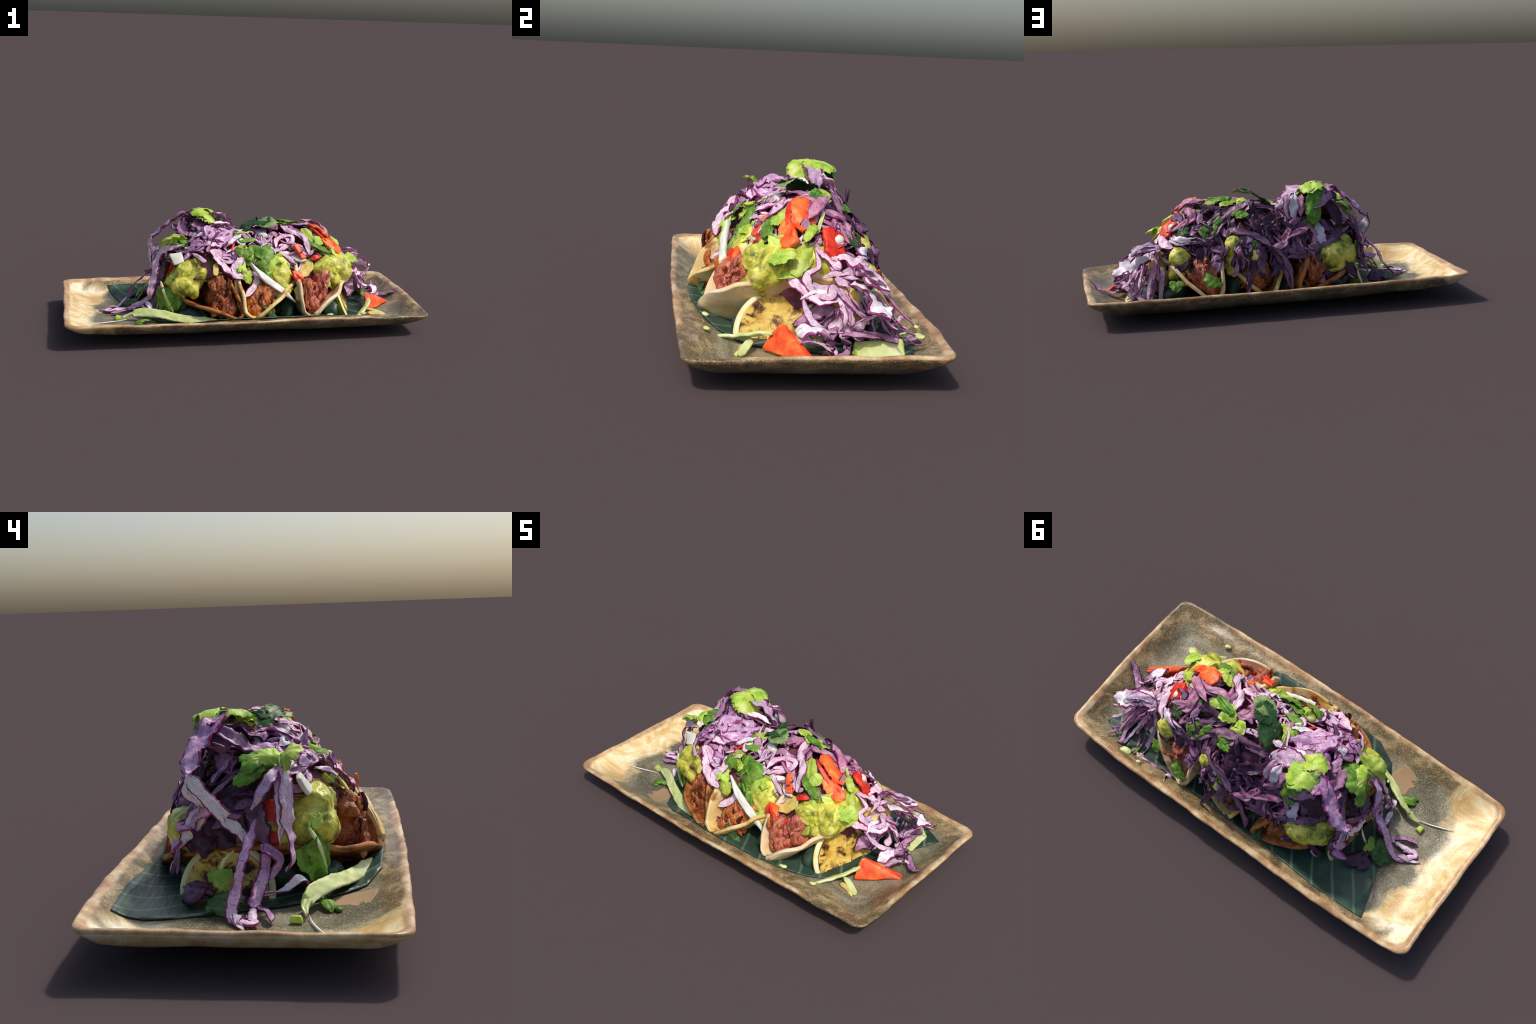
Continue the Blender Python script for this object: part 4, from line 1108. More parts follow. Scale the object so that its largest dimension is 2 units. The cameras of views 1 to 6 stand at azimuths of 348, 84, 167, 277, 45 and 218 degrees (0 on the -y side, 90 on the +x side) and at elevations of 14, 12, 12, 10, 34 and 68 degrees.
shred('dark', 0.05, [(-0.43, 0.08, 0.38), (-0.46, 0.06, 0.32), (-0.46, 0.02, 0.26)], 0.006, 0)
shred('mauve', 0.02, [(-0.365, 0.026, 0.45), (-0.383, 0.075, 0.426), (-0.41, 0.112, 0.394), (-0.439, 0.135, 0.372)], 0.006, 0)
shred('mauve', 0.03, [(-0.439, 0.127, 0.368), (-0.468, 0.092, 0.338), (-0.496, 0.034, 0.324)], 0.006, 0)
shred('lilac', 0.035, [(-0.44, -0.085, 0.465), (-0.475, -0.06, 0.445), (-0.5, -0.03, 0.4), (-0.51, 0.0, 0.35)], 0.008, 0)
shred('violet', 0.03, [(-0.503, -0.012, 0.317), (-0.548, 0.003, 0.272), (-0.598, 0.017, 0.22), (-0.68, 0.045, 0.09), (-0.74, 0.02, 0.078), (-0.765, 0.0, 0.073)], 0.006, 0)
shred('lilac', 0.02, [(-0.7, 0.04, 0.085), (-0.745, 0.0, 0.082), (-0.765, -0.015, 0.08), (-0.745, -0.03, 0.08), (-0.705, 0.0, 0.08)], 0.012, 0)
shred('pale', 0.014, [(-0.66, 0.06, 0.08), (-0.71, 0.04, 0.08), (-0.76, 0.015, 0.076), (-0.802, -0.008, 0.074)], 0.008, 0)
shred('dark', 0.06, [(-0.5, 0.21, 0.1), (-0.545, 0.185, 0.105), (-0.58, 0.165, 0.1), (-0.585, 0.2, 0.09)], 0.03, 0)
shred('dark', 0.045, [(-0.53, 0.19, 0.12), (-0.56, 0.15, 0.12), (-0.575, 0.11, 0.1)], 0.025, 0)
shred('mauve', 0.03, [(-0.438, 0.166, 0.386), (-0.454, 0.205, 0.318), (-0.444, 0.232, 0.245), (-0.487, 0.241, 0.145)], 0.006, 0)
shred('violet', 0.034, [(-0.475, -0.03, 0.235), (-0.492, -0.036, 0.215), (-0.51, -0.035, 0.165), (-0.56, -0.02, 0.12), (-0.6, -0.015, 0.1), (-0.645, -0.013, 0.085)], 0.014, 0)
shred('violet', 0.03, [(-0.478, -0.02, 0.225), (-0.497, -0.05, 0.218), (-0.512, -0.08, 0.195), (-0.52, -0.065, 0.16), (-0.525, -0.05, 0.14)], 0.014, 0)
shred('pale', 0.026, [(-0.56, -0.03, 0.1), (-0.558, -0.06, 0.108), (-0.552, -0.1, 0.118), (-0.543, -0.135, 0.145), (-0.533, -0.16, 0.138), (-0.53, -0.178, 0.108)], 0.008, 50)
shred('pink', 0.022, [(-0.69, 0.03, 0.085), (-0.725, 0.022, 0.09), (-0.755, 0.02, 0.075)], 0.012, 0)
shred('pink', 0.024, [(-0.65, -0.012, 0.085), (-0.7, -0.018, 0.084), (-0.75, -0.022, 0.076)], 0.014, 0)
shred('dark', 0.06, [(-0.424, 0.085, 0.387), (-0.422, 0.03, 0.397), (-0.418, -0.034, 0.398)], 0.006, 0)
shred('mauve', 0.05, [(-0.475, 0.055, 0.341), (-0.458, 0.012, 0.362), (-0.431, -0.037, 0.381)], 0.006, 0)
shred('mauve', 0.022, [(-0.331, 0.154, 0.389), (-0.381, 0.11, 0.412), (-0.373, 0.083, 0.431), (-0.369, 0.043, 0.446), (-0.359, 0.019, 0.456)], 0.006, 0)
shred('mauve', 0.022, [(-0.247, 0.141, 0.462), (-0.332, 0.094, 0.449), (-0.361, 0.05, 0.445)], 0.006, 0)
shred('dark', 0.024, [(0.13, 0.323, 0.301), (0.168, 0.368, 0.216), (0.204, 0.405, 0.111)], 0.006, 0)
shred('rose', 0.05, [(-0.452, 0.14, 0.359), (-0.467, 0.153, 0.338), (-0.462, 0.194, 0.3), (-0.48, 0.231, 0.271)], 0.006, 0)
shred('mauve', 0.03, [(-0.472, 0.097, 0.327), (-0.485, 0.093, 0.308), (-0.488, 0.123, 0.286)], 0.006, 0)
shred('violet', 0.05, [(-0.236, 0.035, 0.523), (-0.18, 0.003, 0.538), (-0.203, -0.068, 0.546), (-0.193, -0.101, 0.52), (-0.213, -0.126, 0.505)], 0.006, 0)
shred('pale', 0.036, [(-0.188, -0.072, 0.541), (-0.242, -0.079, 0.522), (-0.277, -0.085, 0.504)], 0.006, 0)
shred('purple', 0.04, [(-0.217, 0.079, 0.512), (-0.276, 0.016, 0.505), (-0.287, -0.04, 0.5)], 0.006, 0)
shred('purple', 0.05, [(-0.32, 0.13, 0.58), (-0.33, 0.08, 0.545), (-0.33, 0.03, 0.51), (-0.32, -0.02, 0.5)], 0.006, 0)
shred('dark', 0.07, [(-0.307, 0.136, 0.497), (-0.285, 0.094, 0.464), (-0.323, 0.04, 0.464)], 0.006, 0)
shred('violet', 0.045, [(-0.281, -0.13, 0.483), (-0.259, -0.168, 0.473), (-0.327, -0.133, 0.451)], 0.006, 0)
shred('lilac', 0.04, [(-0.062, -0.155, 0.433), (-0.065, -0.195, 0.43), (-0.048, -0.233, 0.408), (-0.088, -0.258, 0.374), (-0.075, -0.271, 0.331)], 0.006, 0)
shred('pale', 0.034, [(0.549, 0.198, 0.383), (0.502, 0.229, 0.379), (0.454, 0.242, 0.366)], 0.012, 0)
shred('dark', 0.036, [(0.465, 0.238, 0.368), (0.388, 0.246, 0.359), (0.334, 0.256, 0.359)], 0.012, 0)
shred('rose', 0.04, [(0.505, 0.02, 0.495), (0.475, 0.05, 0.535), (0.43, 0.075, 0.55), (0.36, 0.11, 0.55)], 0.006, 0)
shred('rose', 0.045, [(0.469, 0.013, 0.505), (0.441, 0.106, 0.507), (0.438, 0.155, 0.47), (0.473, 0.175, 0.44)], 0.006, 0)
shred('pink', 0.05, [(0.525, 0.105, 0.491), (0.504, 0.112, 0.451), (0.543, 0.124, 0.419)], 0.006, 0)
shred('rose', 0.03, [(0.449, 0.152, 0.467), (0.498, 0.15, 0.441), (0.54, 0.164, 0.41)], 0.006, 0)
shred('mauve', 0.036, [(0.383, 0.092, 0.513), (0.331, 0.073, 0.524), (0.278, 0.091, 0.523)], 0.006, 0)
shred('rose', 0.03, [(0.457, 0.215, 0.395), (0.426, 0.197, 0.421), (0.392, 0.187, 0.433)], 0.006, 0)
shred('mauve', 0.034, [(0.36, 0.227, 0.391), (0.303, 0.177, 0.446), (0.253, 0.176, 0.483)], 0.006, 0)
shred('mauve', 0.03, [(0.275, 0.271, 0.387), (0.258, 0.253, 0.415), (0.204, 0.287, 0.412), (0.139, 0.301, 0.393), (0.098, 0.31, 0.366), (0.058, 0.323, 0.336)], 0.006, 0)
shred('mauve', 0.026, [(0.06, 0.329, 0.337), (0.01, 0.337, 0.293), (-0.021, 0.347, 0.236), (-0.038, 0.353, 0.188), (-0.04, 0.363, 0.09)], 0.012, 0)
shred('dark', 0.034, [(0.127, 0.22, 0.555), (0.135, 0.218, 0.486), (0.13, 0.263, 0.433), (0.104, 0.28, 0.395)], 0.006, 0)
shred('rose', 0.03, [(0.059, 0.324, 0.332), (-0.006, 0.308, 0.333), (-0.025, 0.286, 0.358), (-0.047, 0.285, 0.378), (-0.106, 0.262, 0.392), (-0.167, 0.232, 0.405)], 0.006, 0)
shred('mauve', 0.03, [(-0.033, 0.305, 0.318), (-0.049, 0.308, 0.302), (-0.129, 0.288, 0.286)], 0.006, 0)
shred('rose', 0.026, [(-0.101, 0.281, 0.357), (-0.106, 0.294, 0.32), (-0.172, 0.276, 0.312), (-0.19, 0.247, 0.371)], 0.006, 0)
shred('rose', 0.022, [(-0.106, 0.149, 0.562), (-0.119, 0.144, 0.503), (-0.132, 0.199, 0.463)], 0.006, 0)
shred('pale', 0.05, [(-0.105, 0.15, 0.578), (-0.095, 0.19, 0.54), (-0.09, 0.205, 0.49), (-0.1, 0.21, 0.44)], 0.006, 0)
shred('pink', 0.035, [(-0.07, 0.15, 0.57), (-0.055, 0.185, 0.535), (-0.05, 0.2, 0.485), (-0.06, 0.205, 0.45)], 0.006, 20)
shred('rose', 0.03, [(-0.14, 0.17, 0.57), (-0.13, 0.205, 0.52), (-0.125, 0.215, 0.46)], 0.006, -20)
shred('mauve', 0.034, [(-0.226, 0.182, 0.437), (-0.259, 0.192, 0.406), (-0.271, 0.214, 0.369)], 0.02, 0)
shred('violet', 0.03, [(-0.46, 0.24, 0.24), (-0.5, 0.235, 0.23), (-0.53, 0.23, 0.235)], 0.02, 0)
shred('mauve', 0.05, [(-0.073, 0.251, 0.405), (-0.127, 0.216, 0.422), (-0.183, 0.174, 0.451)], 0.006, 0)
shred('dark', 0.04, [(-0.009, 0.229, 0.445), (-0.057, 0.249, 0.41), (-0.004, 0.265, 0.395)], 0.006, 0)
shred('dark', 0.05, [(0.083, 0.247, 0.436), (0.024, 0.218, 0.462), (-0.025, 0.18, 0.462)], 0.006, 0)
shred('lilac', 0.035, [(0.208, 0.284, 0.399), (0.164, 0.298, 0.385), (0.191, 0.335, 0.304)], 0.006, 0)
shred('mauve', 0.03, [(0.296, 0.18, 0.437), (0.287, 0.224, 0.409), (0.268, 0.257, 0.388)], 0.006, 0)
shred('mauve', 0.04, [(0.106, 0.159, 0.522), (0.05, 0.144, 0.504), (-0.008, 0.119, 0.483)], 0.006, 0)
shred('red', 0.022, [(0.386, -0.032, 0.538), (0.42, -0.045, 0.52), (0.47, -0.05, 0.475), (0.51, -0.05, 0.44), (0.533, -0.045, 0.405)], 0.01, 0)
shred('red', 0.035, [(0.249, -0.233, 0.325), (0.285, -0.25, 0.295), (0.33, -0.245, 0.275), (0.377, -0.211, 0.277)], 0.014, 0)
shred('red', 0.03, [(0.43, -0.13, 0.4), (0.4, -0.15, 0.395), (0.37, -0.15, 0.385)], 0.012, 0)
shred('stem', 0.014, [(0.447, 0.064, 0.529), (0.466, 0.075, 0.511), (0.498, 0.06, 0.472), (0.521, 0.048, 0.441)], 0.01, 0)
shred('red', 0.014, [(-0.059, -0.087, 0.472), (-0.081, -0.136, 0.438)], 0.006, 0)
shred('stem', 0.05, [(-0.68, -0.17, 0.078), (-0.64, -0.165, 0.1), (-0.57, -0.185, 0.115), (-0.48, -0.235, 0.118), (-0.38, -0.28, 0.105), (-0.28, -0.325, 0.1), (-0.19, -0.352, 0.11)], 0.012, 0)
shred('white', 0.006, [(-0.66, -0.175, 0.075), (-0.72, -0.19, 0.072), (-0.79, -0.215, 0.074), (-0.84, -0.235, 0.078)], 0.004, 0)
shred('stem', 0.03, [(0.6, -0.31, 0.078), (0.66, -0.24, 0.1), (0.71, -0.175, 0.125), (0.735, -0.12, 0.135)], 0.012, 50)
shred('stem', 0.03, [(0.69, -0.19, 0.095), (0.735, -0.205, 0.092), (0.8, -0.235, 0.074)], 0.01, 30)
shred('yellow', 0.022, [(0.7, -0.22, 0.08), (0.75, -0.23, 0.08), (0.79, -0.25, 0.072)], 0.01, -20)
shred('white', 0.055, [(0.47, -0.375, 0.095), (0.53, -0.365, 0.088), (0.6, -0.345, 0.082)], 0.006, 0)
shred('pale', 0.03, [(0.02, 0.069, 0.509), (-0.013, 0.06, 0.503), (-0.054, 0.053, 0.503)], 0.006, 0)
shred('yellow', 0.022, [(-0.078, -0.266, 0.322), (-0.073, -0.298, 0.242), (-0.063, -0.332, 0.16)], 0.006, 0)
shred('yellow', 0.03, [(-0.185, -0.241, 0.396), (-0.189, -0.264, 0.37), (-0.193, -0.283, 0.339)], 0.006, 0)
shred('white', 0.03, [(-0.114, -0.094, 0.452), (-0.08, -0.077, 0.47), (-0.043, -0.071, 0.479)], 0.006, 0)
shred('white', 0.02, [(0.004, -0.022, 0.514), (-0.021, -0.05, 0.5), (-0.064, -0.056, 0.491)], 0.006, 0)
shred('pale', 0.03, [(-0.012, -0.039, 0.507), (-0.018, -0.07, 0.492), (-0.026, -0.09, 0.482)], 0.006, 0)
shred('purple', 0.02, [(-0.62, -0.02, 0.08), (-0.68, -0.06, 0.085), (-0.74, -0.075, 0.08)], 0.01, 0)
shred('stem', 0.016, [(-0.4, -0.08, 0.49), (-0.435, -0.09, 0.455), (-0.44, -0.09, 0.4)], 0.008, 0)
shred('stem', 0.01, [(-0.49, 0.06, 0.22), (-0.53, 0.09, 0.19), (-0.56, 0.09, 0.14), (-0.585, 0.07, 0.11)], 0.008, 0)
shred('stem', 0.014, [(-0.475, -0.17, 0.285), (-0.46, -0.197, 0.23), (-0.435, -0.21, 0.17), (-0.41, -0.215, 0.12)], 0.008, 0)
shred('lettuce', 0.07, [(0.461, -0.14, 0.406), (0.461, -0.168, 0.333), (0.483, -0.173, 0.278), (0.528, -0.149, 0.236)], 0.006, 0)
shred('lettuce', 0.08, [(0.488, -0.115, 0.428), (0.535, -0.081, 0.387), (0.579, -0.062, 0.347)], 0.006, 0)
shred('lettuce', 0.06, [(0.439, -0.206, 0.229), (0.447, -0.18, 0.287), (0.448, -0.159, 0.344)], 0.006, 0)
shred('lettuce', 0.07, [(0.558, -0.093, 0.327), (0.606, -0.066, 0.324), (0.606, -0.01, 0.337)], 0.006, 0)
shred('lettuce', 0.08, [(0.084, -0.22, 0.325), (0.162, -0.188, 0.373), (0.241, -0.141, 0.373)], 0.006, 0)
shred('lettuce', 0.05, [(0.149, -0.257, 0.222), (0.204, -0.249, 0.228), (0.241, -0.236, 0.265)], 0.006, 0)
shred('lettuce', 0.05, [(0.186, -0.211, 0.382), (0.178, -0.173, 0.375), (0.204, -0.144, 0.396)], 0.006, 0)
shred('lettuce', 0.05, [(0.031, -0.183, 0.409), (-0.035, -0.169, 0.434), (-0.007, -0.133, 0.463)], 0.006, 0)
shred('lettuce', 0.05, [(0.187, 0.087, 0.539), (0.162, 0.125, 0.539), (0.204, 0.139, 0.521)], 0.006, 0)
shred('yellow', 0.07, [(0.289, -0.206, 0.297), (0.332, -0.176, 0.334), (0.374, -0.152, 0.374)], 0.006, 0)
shred('yellow', 0.05, [(0.289, -0.261, 0.174), (0.288, -0.243, 0.219), (0.269, -0.231, 0.25)], 0.006, 0)
shred('lilac', 0.03, [(0.103, -0.115, 0.471), (0.107, -0.08, 0.495), (0.116, -0.036, 0.516)], 0.006, 0)
shred('pale', 0.03, [(-0.11, -0.095, 0.459), (-0.061, -0.075, 0.482), (-0.032, -0.046, 0.499)], 0.006, 0)
shred('white', 0.02, [(-0.03, -0.083, 0.479), (0.007, -0.087, 0.483), (0.05, -0.088, 0.486)], 0.006, 0)
shred('purple', 0.03, [(0.68, 0.2, 0.25), (0.73, 0.25, 0.19), (0.75, 0.29, 0.12)], 0.006, 0)
shred('rose', 0.03, [(0.64, 0.24, 0.26), (0.67, 0.28, 0.19), (0.69, 0.31, 0.12)], 0.006, 0)
shred('pink', 0.012, [(0.74, 0.22, 0.26), (0.81, 0.26, 0.2), (0.86, 0.285, 0.19)], 0.006, 0)
shred('lilac', 0.012, [(0.72, 0.24, 0.27), (0.78, 0.3, 0.2), (0.82, 0.33, 0.17)], 0.006, 0)
shred('rose', 0.012, [(0.7, 0.26, 0.28), (0.73, 0.33, 0.21), (0.74, 0.37, 0.17)], 0.006, 0)
shred('purple', 0.012, [(0.68, 0.24, 0.22), (0.74, 0.3, 0.15), (0.8, 0.36, 0.12)], 0.006, 0)
shred('lilac', 0.014, [(0.66, 0.26, 0.22), (0.69, 0.33, 0.15), (0.7, 0.39, 0.12)], 0.006, 0)
shred('pink', 0.012, [(0.76, 0.05, 0.13), (0.84, 0.08, 0.11), (0.9, 0.075, 0.1)], 0.006, 0)
shred('purple', 0.012, [(0.72, 0.28, 0.18), (0.77, 0.34, 0.12), (0.8, 0.4, 0.12)], 0.006, 0)
leaf('light', 'serrate', 0.19, (-0.225, 0.15, 0.618), (-0.165, 0.02, 0.553), (0.55, -0.35, 0.85), 0.45)
leaf('light', 'lobed', 0.15, (-0.2, 0.1, 0.602), (-0.275, 0.055, 0.615), (-0.1, -0.3, 1), 0.5)
leaf('light', 'lobed', 0.16, (-0.215, 0.1, 0.616), (-0.187, 0.225, 0.59), (0.1, 0.3, 0.9), 0.5)
leaf('mid', 'lobed', 0.13, (-0.205, 0.14, 0.6), (-0.285, 0.165, 0.588), (-0.3, 0.4, 0.8), 0.4)
leaf('mid', 'oblong', 0.12, (-0.205, 0.205, 0.6), (-0.188, 0.235, 0.42), (-0.1, 1, 0.2), 0.2)
leaf('light', 'lobed', 0.156, (-0.4, -0.075, 0.475), (-0.425, -0.145, 0.525), (-0.3, -0.4, 0.8), 0.4)
leaf('mid', 'lobed', 0.156, (-0.42, -0.06, 0.47), (-0.35, 0.035, 0.5), (-0.4, 0.1, 0.85), 0.4)
leaf('light', 'lobed', 0.13, (-0.43, -0.06, 0.46), (-0.37, -0.05, 0.52), (-0.6, -0.3, 0.8), 0.4)
leaf('mid', 'oblong', 0.078, (-0.42, -0.03, 0.47), (-0.46, 0.06, 0.42), (-0.8, 0.1, 0.5), 0.3)
leaf('mid', 'lobed', 0.091, (-0.338, -0.11, 0.446), (-0.318, 0.044, 0.478), None, 0.2)
leaf('light', 'oblong', 0.058, (-0.022, -0.264, 0.34), (-0.048, -0.224, 0.419), None, 0.2)
leaf('light', 'lobed', 0.091, (-0.029, -0.249, 0.372), (-0.068, -0.242, 0.393), None, 0.2)
leaf('light', 'lobed', 0.072, (-0.03, -0.253, 0.364), (0.002, -0.275, 0.288), None, 0.2)
leaf('mid', 'lobed', 0.143, (0.074, -0.201, 0.366), (0.027, -0.131, 0.467), None, 0.2)
leaf('mid', 'lobed', 0.13, (0.079, -0.2, 0.374), (0.137, -0.145, 0.464), None, 0.2)
leaf('mid', 'lobed', 0.117, (0.072, -0.181, 0.424), (0.127, -0.207, 0.357), None, 0.2)
leaf('mid', 'oblong', 0.065, (-0.042, -0.016, 0.505), (0.008, -0.091, 0.481), None, 0.2)
leaf('light', 'oblong', 0.052, (-0.044, 0.001, 0.511), (0.017, -0.016, 0.518), None, 0.2)
leaf('mid', 'oblong', 0.058, (-0.049, -0.082, 0.48), (0.062, -0.09, 0.488), None, 0.2)
leaf('dark', 'serrate', 0.13, (0.17, -0.035, 0.59), (0.06, 0.03, 0.56), (-0.2, -0.2, 0.95), 0.2)
leaf('dark', 'serrate', 0.16, (0.11, 0.0, 0.58), (-0.015, 0.1, 0.485), (-0.4, 0.0, 0.9), 0.15)
leaf('grey', 'serrate', 0.13, (0.07, 0.0, 0.572), (0.195, -0.05, 0.572), (0.15, -0.35, 0.9), 0.2)
leaf('mid', 'oblong', 0.065, (0.226, 0.092, 0.561), (0.346, 0.056, 0.545), None, 0.2)
leaf('light', 'oblong', 0.098, (0.344, -0.026, 0.531), (0.418, -0.125, 0.434), None, 0.2)
leaf('light', 'serrate', 0.091, (0.393, -0.082, 0.493), (0.457, -0.087, 0.459), None, 0.2)
leaf('mid', 'oblong', 0.052, (0.415, -0.121, 0.452), (0.482, -0.136, 0.403), None, 0.2)
leaf('light', 'lobed', 0.091, (0.638, -0.084, 0.305), (0.55, 0.027, 0.408), None, 0.2)
leaf('light', 'serrate', 0.104, (0.566, -0.026, 0.372), (0.603, 0.022, 0.346), None, 0.2)
leaf('light', 'serrate', 0.098, (0.506, -0.143, 0.335), (0.606, -0.081, 0.315), None, 0.2)
leaf('light', 'oblong', 0.078, (0.575, -0.087, 0.318), (0.538, 0.007, 0.429), None, 0.2)
leaf('light', 'serrate', 0.117, (0.572, -0.086, 0.321), (0.573, 0.021, 0.39), None, 0.2)
leaf('mid', 'oblong', 0.065, (0.435, -0.202, 0.242), (0.454, -0.166, 0.328), None, 0.2)
leaf('light', 'oblong', 0.065, (0.161, -0.176, 0.396), (0.234, -0.114, 0.397), None, 0.2)
leaf('light', 'lobed', 0.111, (0.58, -0.07, 0.4), (0.655, -0.115, 0.36), (0.5, -0.3, 0.8), 0.2)
leaf('mid', 'oblong', 0.065, (0.481, -0.129, 0.415), (0.358, -0.104, 0.481), None, 0.2)
leaf('light', 'oblong', 0.052, (0.52, 0.04, 0.48), (0.58, 0.0, 0.43), None, 0.2)
leaf('light', 'lobed', 0.078, (0.352, 0.056, 0.543), (0.297, 0.095, 0.539), None, 0.2)
leaf('light', 'lobed', 0.091, (0.299, 0.085, 0.541), (0.2, 0.106, 0.542), None, 0.2)
leaf('mid', 'lobed', 0.091, (0.189, -0.292, 0.164), (0.055, -0.159, 0.435), None, 0.2)
leaf('mid', 'lobed', 0.091, (0.142, -0.254, 0.238), (-0.028, -0.12, 0.465), None, 0.2)
leaf('mid', 'lobed', 0.104, (-0.011, -0.174, 0.467), (-0.045, -0.225, 0.42), None, 0.2)
leaf('yellowgreen', 'oblong', 0.065, (0.155, -0.376, 0.092), (0.065, -0.384, 0.098), None, 0.2)
leaf('light', 'oblong', 0.026, (0.007, -0.027, 0.512), (0.051, -0.008, 0.522), None, 0.2)
leaf('light', 'oblong', 0.026, (0.007, -0.027, 0.512), (-0.022, 0.049, 0.507), None, 0.2)
leaf('dark', 'lobed', 0.065, (0.526, 0.173, 0.41), (0.461, 0.207, 0.405), None, 0.2)
leaf('mid', 'oblong', 0.044, (0.407, 0.203, 0.424), (0.369, 0.241, 0.372), None, 0.2)
leaf('mid', 'oblong', 0.044, (0.348, 0.233, 0.397), (0.309, 0.186, 0.447), None, 0.2)
leaf('mid', 'lobed', 0.065, (0.225, 0.189, 0.487), (0.152, 0.221, 0.488), None, 0.2)
leaf('mid', 'oblong', 0.039, (0.4, 0.128, 0.495), (0.401, 0.102, 0.513), None, 0.2)
leaf('dark', 'lobed', 0.065, (0.498, 0.154, 0.442), (0.477, 0.219, 0.393), None, 0.2)
leaf('mid', 'lobed', 0.072, (0.401, 0.195, 0.436), (0.344, 0.205, 0.418), None, 0.2)
leaf('mid', 'oblong', 0.046, (0.33, 0.197, 0.436), (0.284, 0.17, 0.476), None, 0.2)
leaf('mid', 'lobed', 0.078, (0.211, 0.17, 0.512), (0.192, 0.214, 0.486), None, 0.2)
leaf('mid', 'lobed', 0.078, (0.545, 0.29, 0.195), (0.55, 0.335, 0.135), (0.3, 1, 0.2), 0.2)
leaf('mid', 'lobed', 0.111, (0.345, 0.335, 0.21), (0.4, 0.375, 0.165), (0.2, 1, 0.2), 0.15)
leaf('mid', 'oblong', 0.058, (0.116, 0.314, 0.351), (0.16, 0.317, 0.355), None, 0.2)
leaf('mid', 'oblong', 0.065, (0.119, 0.324, 0.323), (0.173, 0.334, 0.303), None, 0.2)
leaf('dark', 'oblong', 0.065, (-0.15, 0.29, 0.215), (-0.37, 0.275, 0.205), (-0.1, 1, 0.2), 0.1)
leaf('mid', 'oblong', 0.046, (-0.424, 0.208, 0.313), (-0.43, 0.23, 0.222), None, 0.2)
leaf('mid', 'lobed', 0.091, (-0.147, 0.19, 0.457), (-0.196, 0.223, 0.399), None, 0.2)
leaf('dark', 'lobed', 0.078, (-0.061, 0.349, 0.105), (-0.131, 0.383, 0.098), None, 0.2)
leaf('dark', 'lobed', 0.104, (-0.56, 0.06, 0.12), (-0.64, 0.075, 0.085), (-0.3, 0, 1), 0.3)
leaf('dark', 'lobed', 0.091, (-0.6, 0.08, 0.095), (-0.69, 0.06, 0.085), (-0.1, 0, 1), 0.3)
leaf('dark', 'lobed', 0.078, (-0.6, 0.07, 0.11), (-0.66, 0.12, 0.085), (-0.2, 0, 1), 0.3)
leaf('mid', 'lobed', 0.078, (-0.545, 0.1, 0.19), (-0.59, 0.085, 0.13), (-1, 0, 0.3), 0.2)
leaf('mid', 'lobed', 0.091, (-0.429, -0.159, 0.307), (-0.412, -0.19, 0.281), None, 0.2)
leaf('mid', 'lobed', 0.15, (-0.455, -0.178, 0.295), (-0.39, -0.21, 0.13), (-0.6, -1, 0.2), 0.25)
leaf('mid', 'lobed', 0.12, (-0.475, -0.165, 0.27), (-0.44, -0.2, 0.1), (-1, -0.6, 0.2), 0.25)
leaf('dark', 'lobed', 0.12, (-0.41, -0.19, 0.2), (-0.365, -0.2, 0.085), (-0.4, -1, 0.2), 0.2)
leaf('light', 'oblong', 0.06, (-0.45, -0.18, 0.285), (-0.405, -0.215, 0.31), (-0.6, -1, 0.3), 0.3)
leaf('dark', 'lobed', 0.098, (0.075, -0.365, 0.135), (0.12, -0.335, 0.16), (0.2, -1, 0.5), 0.3)
leaf('dark', 'lobed', 0.091, (0.085, -0.37, 0.115), (0.15, -0.34, 0.105), (0.2, -0.7, 0.7), 0.3)
leaf('mid', 'lobed', 0.078, (0.07, -0.385, 0.105), (0.045, -0.405, 0.1), (0, -0.5, 0.9), 0.3)
leaf('mid', 'oblong', 0.026, (0.1, -0.375, 0.1), (0.16, -0.385, 0.095), (0, -0.3, 1), 0.1)
leaf('mid', 'lobed', 0.065, (0.19, -0.195, 0.323), (0.206, -0.224, 0.283), None, 0.2)
leaf('mid', 'lobed', 0.052, (0.66, 0.355, 0.088), (0.63, 0.395, 0.11), (0, 0.2, 1), 0.2)
leaf('mid', 'oblong', 0.052, (-0.53, -0.21, 0.085), (-0.62, -0.24, 0.078), (0, 0, 1), 0.2)


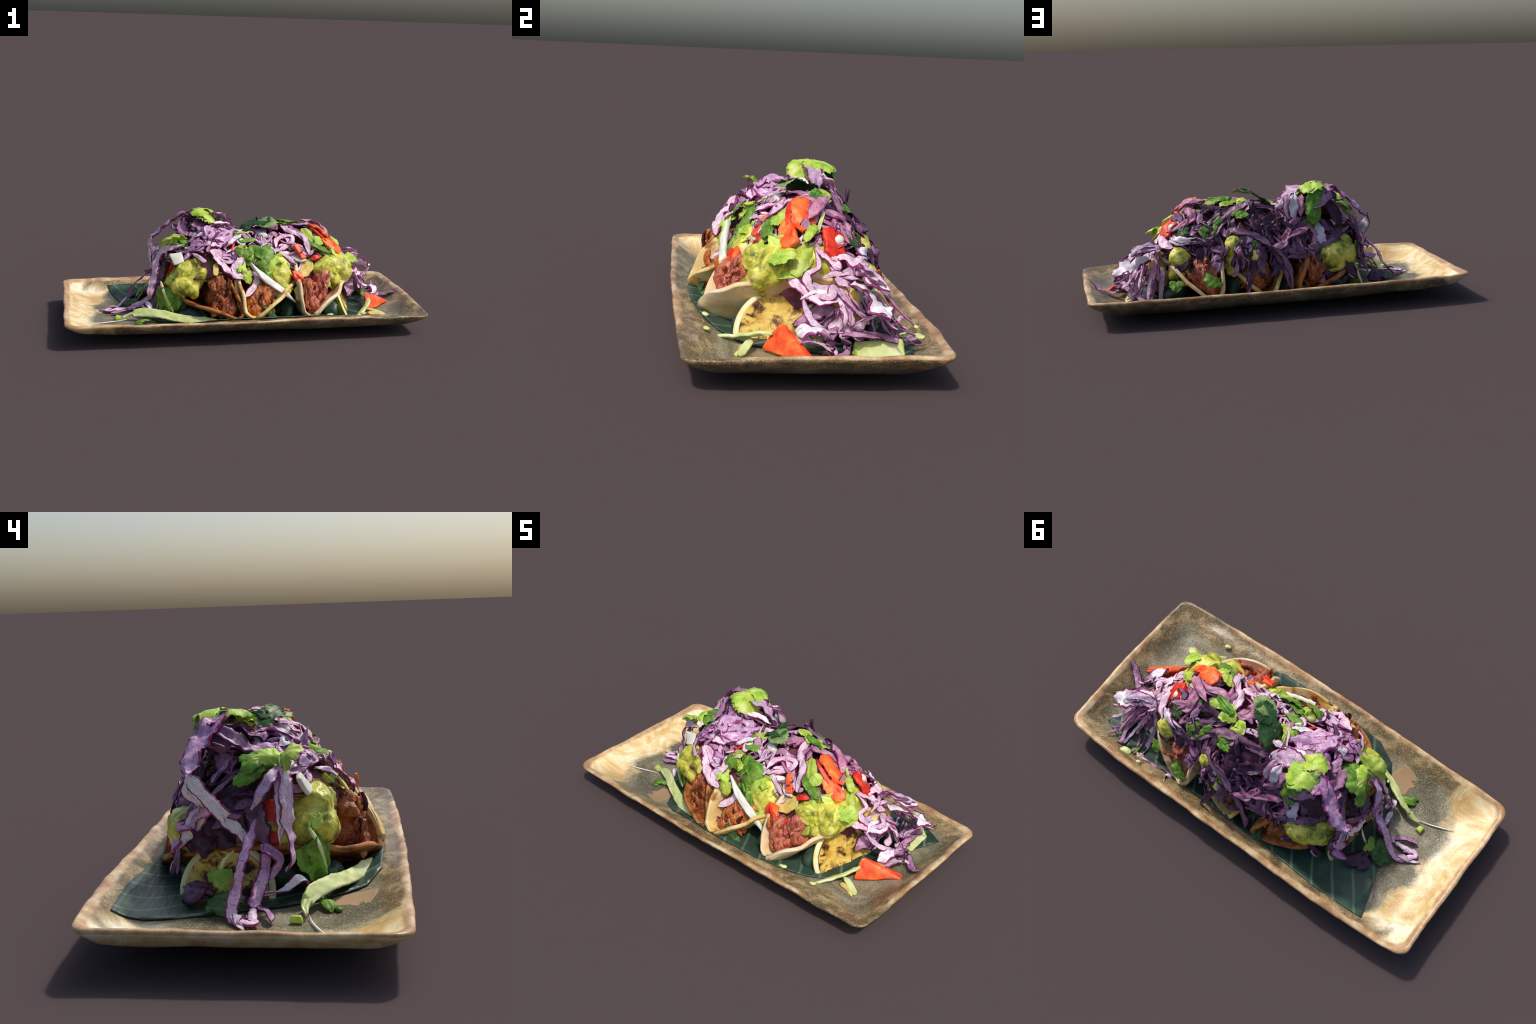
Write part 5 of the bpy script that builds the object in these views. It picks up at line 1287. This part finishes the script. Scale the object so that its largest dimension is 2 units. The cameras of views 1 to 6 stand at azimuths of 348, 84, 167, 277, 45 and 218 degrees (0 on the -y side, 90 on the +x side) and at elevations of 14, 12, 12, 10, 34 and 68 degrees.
# ---- loose fine slaw between the named pieces: short crinkled strips laid over the heap at random
def fine_slaw(tac, x0, x1, count, seed):
    rng = random.Random(seed)
    V, F, B = [], [], []
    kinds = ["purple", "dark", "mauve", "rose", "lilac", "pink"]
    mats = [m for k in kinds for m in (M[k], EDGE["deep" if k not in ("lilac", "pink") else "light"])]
    for i in range(count):
        # half of it thin long threads, half torn flat pieces
        thread = i % 2 == 0
        wide = rng.uniform(0.007, 0.014) if thread else rng.uniform(0.02, 0.05)
        x, t = rng.uniform(x0, x1), math.radians(rng.uniform(38, 118))
        ang, ln = rng.uniform(0, math.pi), rng.uniform(0.12, 0.24) if thread else rng.uniform(0.06, 0.13)
        drape = i % 7 < 3
        if drape:
            x, t, ang = rng.uniform(x0 + 0.03, x1 - 0.03), math.radians(rng.uniform(24, 54)), math.radians(rng.uniform(55, 125))
            wide *= 1.3
            ln = rng.uniform(0.12, 0.22)
        pts = []
        k_n = 6 if thread else 4
        for k in range(k_n):
            s = (k / (k_n - 1) - 0.5) * ln
            xx = min(0.60, x + s * math.cos(ang) + rng.uniform(-0.014, 0.014))
            tt = t + s * math.sin(ang) / 0.42 + rng.uniform(-0.05, 0.05)
            pts.append(tuple(heap_point(xx, tt, rng.uniform(-0.032, -0.006) + (0.006 if thread else 0))))
        v, f, b = strip_mesh(pts, wide, 0.0035, rng.uniform(-35, 35), seed * 100 + i)
        # back shade put into the strip colours by darker kinds, rosier to the front
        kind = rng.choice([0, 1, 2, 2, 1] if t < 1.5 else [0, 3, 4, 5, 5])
        o = len(V)
        V += v
        F += [tuple(q + o for q in fc) for fc in f]
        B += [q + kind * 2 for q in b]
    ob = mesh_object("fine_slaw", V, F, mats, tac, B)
    ob["kind"] = "stuff"


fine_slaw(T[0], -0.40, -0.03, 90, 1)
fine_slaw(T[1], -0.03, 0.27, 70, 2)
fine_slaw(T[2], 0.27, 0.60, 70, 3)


def meat_shreds(tac, centre, reach, count, mats, seed):
    """torn strands of meat lying over the filling at the mouth of a taco"""
    rng = random.Random(seed)
    V, F, B = [], [], []
    for i in range(count):
        c = Vector(centre) + Vector((rng.uniform(-1, 1) * reach[0], rng.uniform(-1, 0.4) * reach[1], rng.uniform(-1, 1) * reach[2]))
        d = Vector((rng.uniform(-0.5, 0.5), rng.uniform(-0.3, 0.3), rng.choice((1, 1, 0.3)))).normalized() * rng.uniform(0.03, 0.06)
        j = lambda: Vector([rng.uniform(-0.008, 0.008) for _ in range(3)])
        pts = [c - d + j(), c - d * 0.3 + Vector((0, -0.01, 0)) + j(), c + d * 0.4 + Vector((0, -0.008, 0)) + j(), c + d + j()]
        v, f, b = strip_mesh(pts, rng.uniform(0.014, 0.03), 0.011, rng.uniform(-40, 40), seed * 50 + i, 0.9)
        o = len(V)
        V += v
        F += [tuple(q + o for q in fc) for fc in f]
        B += [i % len(mats)] * len(f)
    ob = mesh_object("meat_shreds", V, F, mats, tac, B)
    ob["kind"] = "stuff"


CRISP = mat_meat("crisp_meat_edge", lin(36, 16, 10), lin(86, 38, 20), lin(150, 76, 38))
ORANGE_MEAT = mat_meat("saucy_meat", lin(140, 62, 24), lin(206, 112, 56), lin(236, 168, 110))
PINK_MEAT = mat_meat("pink_meat", lin(150, 62, 54), lin(206, 106, 96), lin(232, 160, 140))
meat_shreds(T[0], (-0.155, -0.29, 0.215), (0.045, 0.03, 0.07), 22, [MEAT[0], CRISP, ORANGE_MEAT], 31)
meat_shreds(T[1], (0.065, -0.29, 0.175), (0.055, 0.03, 0.06), 20, [MEAT[1], ORANGE_MEAT, CRISP], 32)
meat_shreds(T[2], (0.33, -0.255, 0.21), (0.025, 0.03, 0.07), 10, [MEAT[2], ORANGE_MEAT, MEAT[0]], 33)
meat_shreds(T[2], (0.41, -0.225, 0.24), (0.035, 0.03, 0.07), 14, [PINK_MEAT, MEAT[2]], 34)
meat_shreds(T[2], (0.41, 0.295, 0.20), (0.04, -0.03, 0.06), 14, [MEAT[2], MEAT[0]], 35)
meat_shreds(T[1], (0.14, 0.30, 0.17), (0.06, -0.03, 0.04), 14, [MEAT[0], CRISP], 36)
meat_shreds(T[0], (-0.17, 0.29, 0.18), (0.05, -0.03, 0.05), 14, [MEAT[0], CRISP], 37)
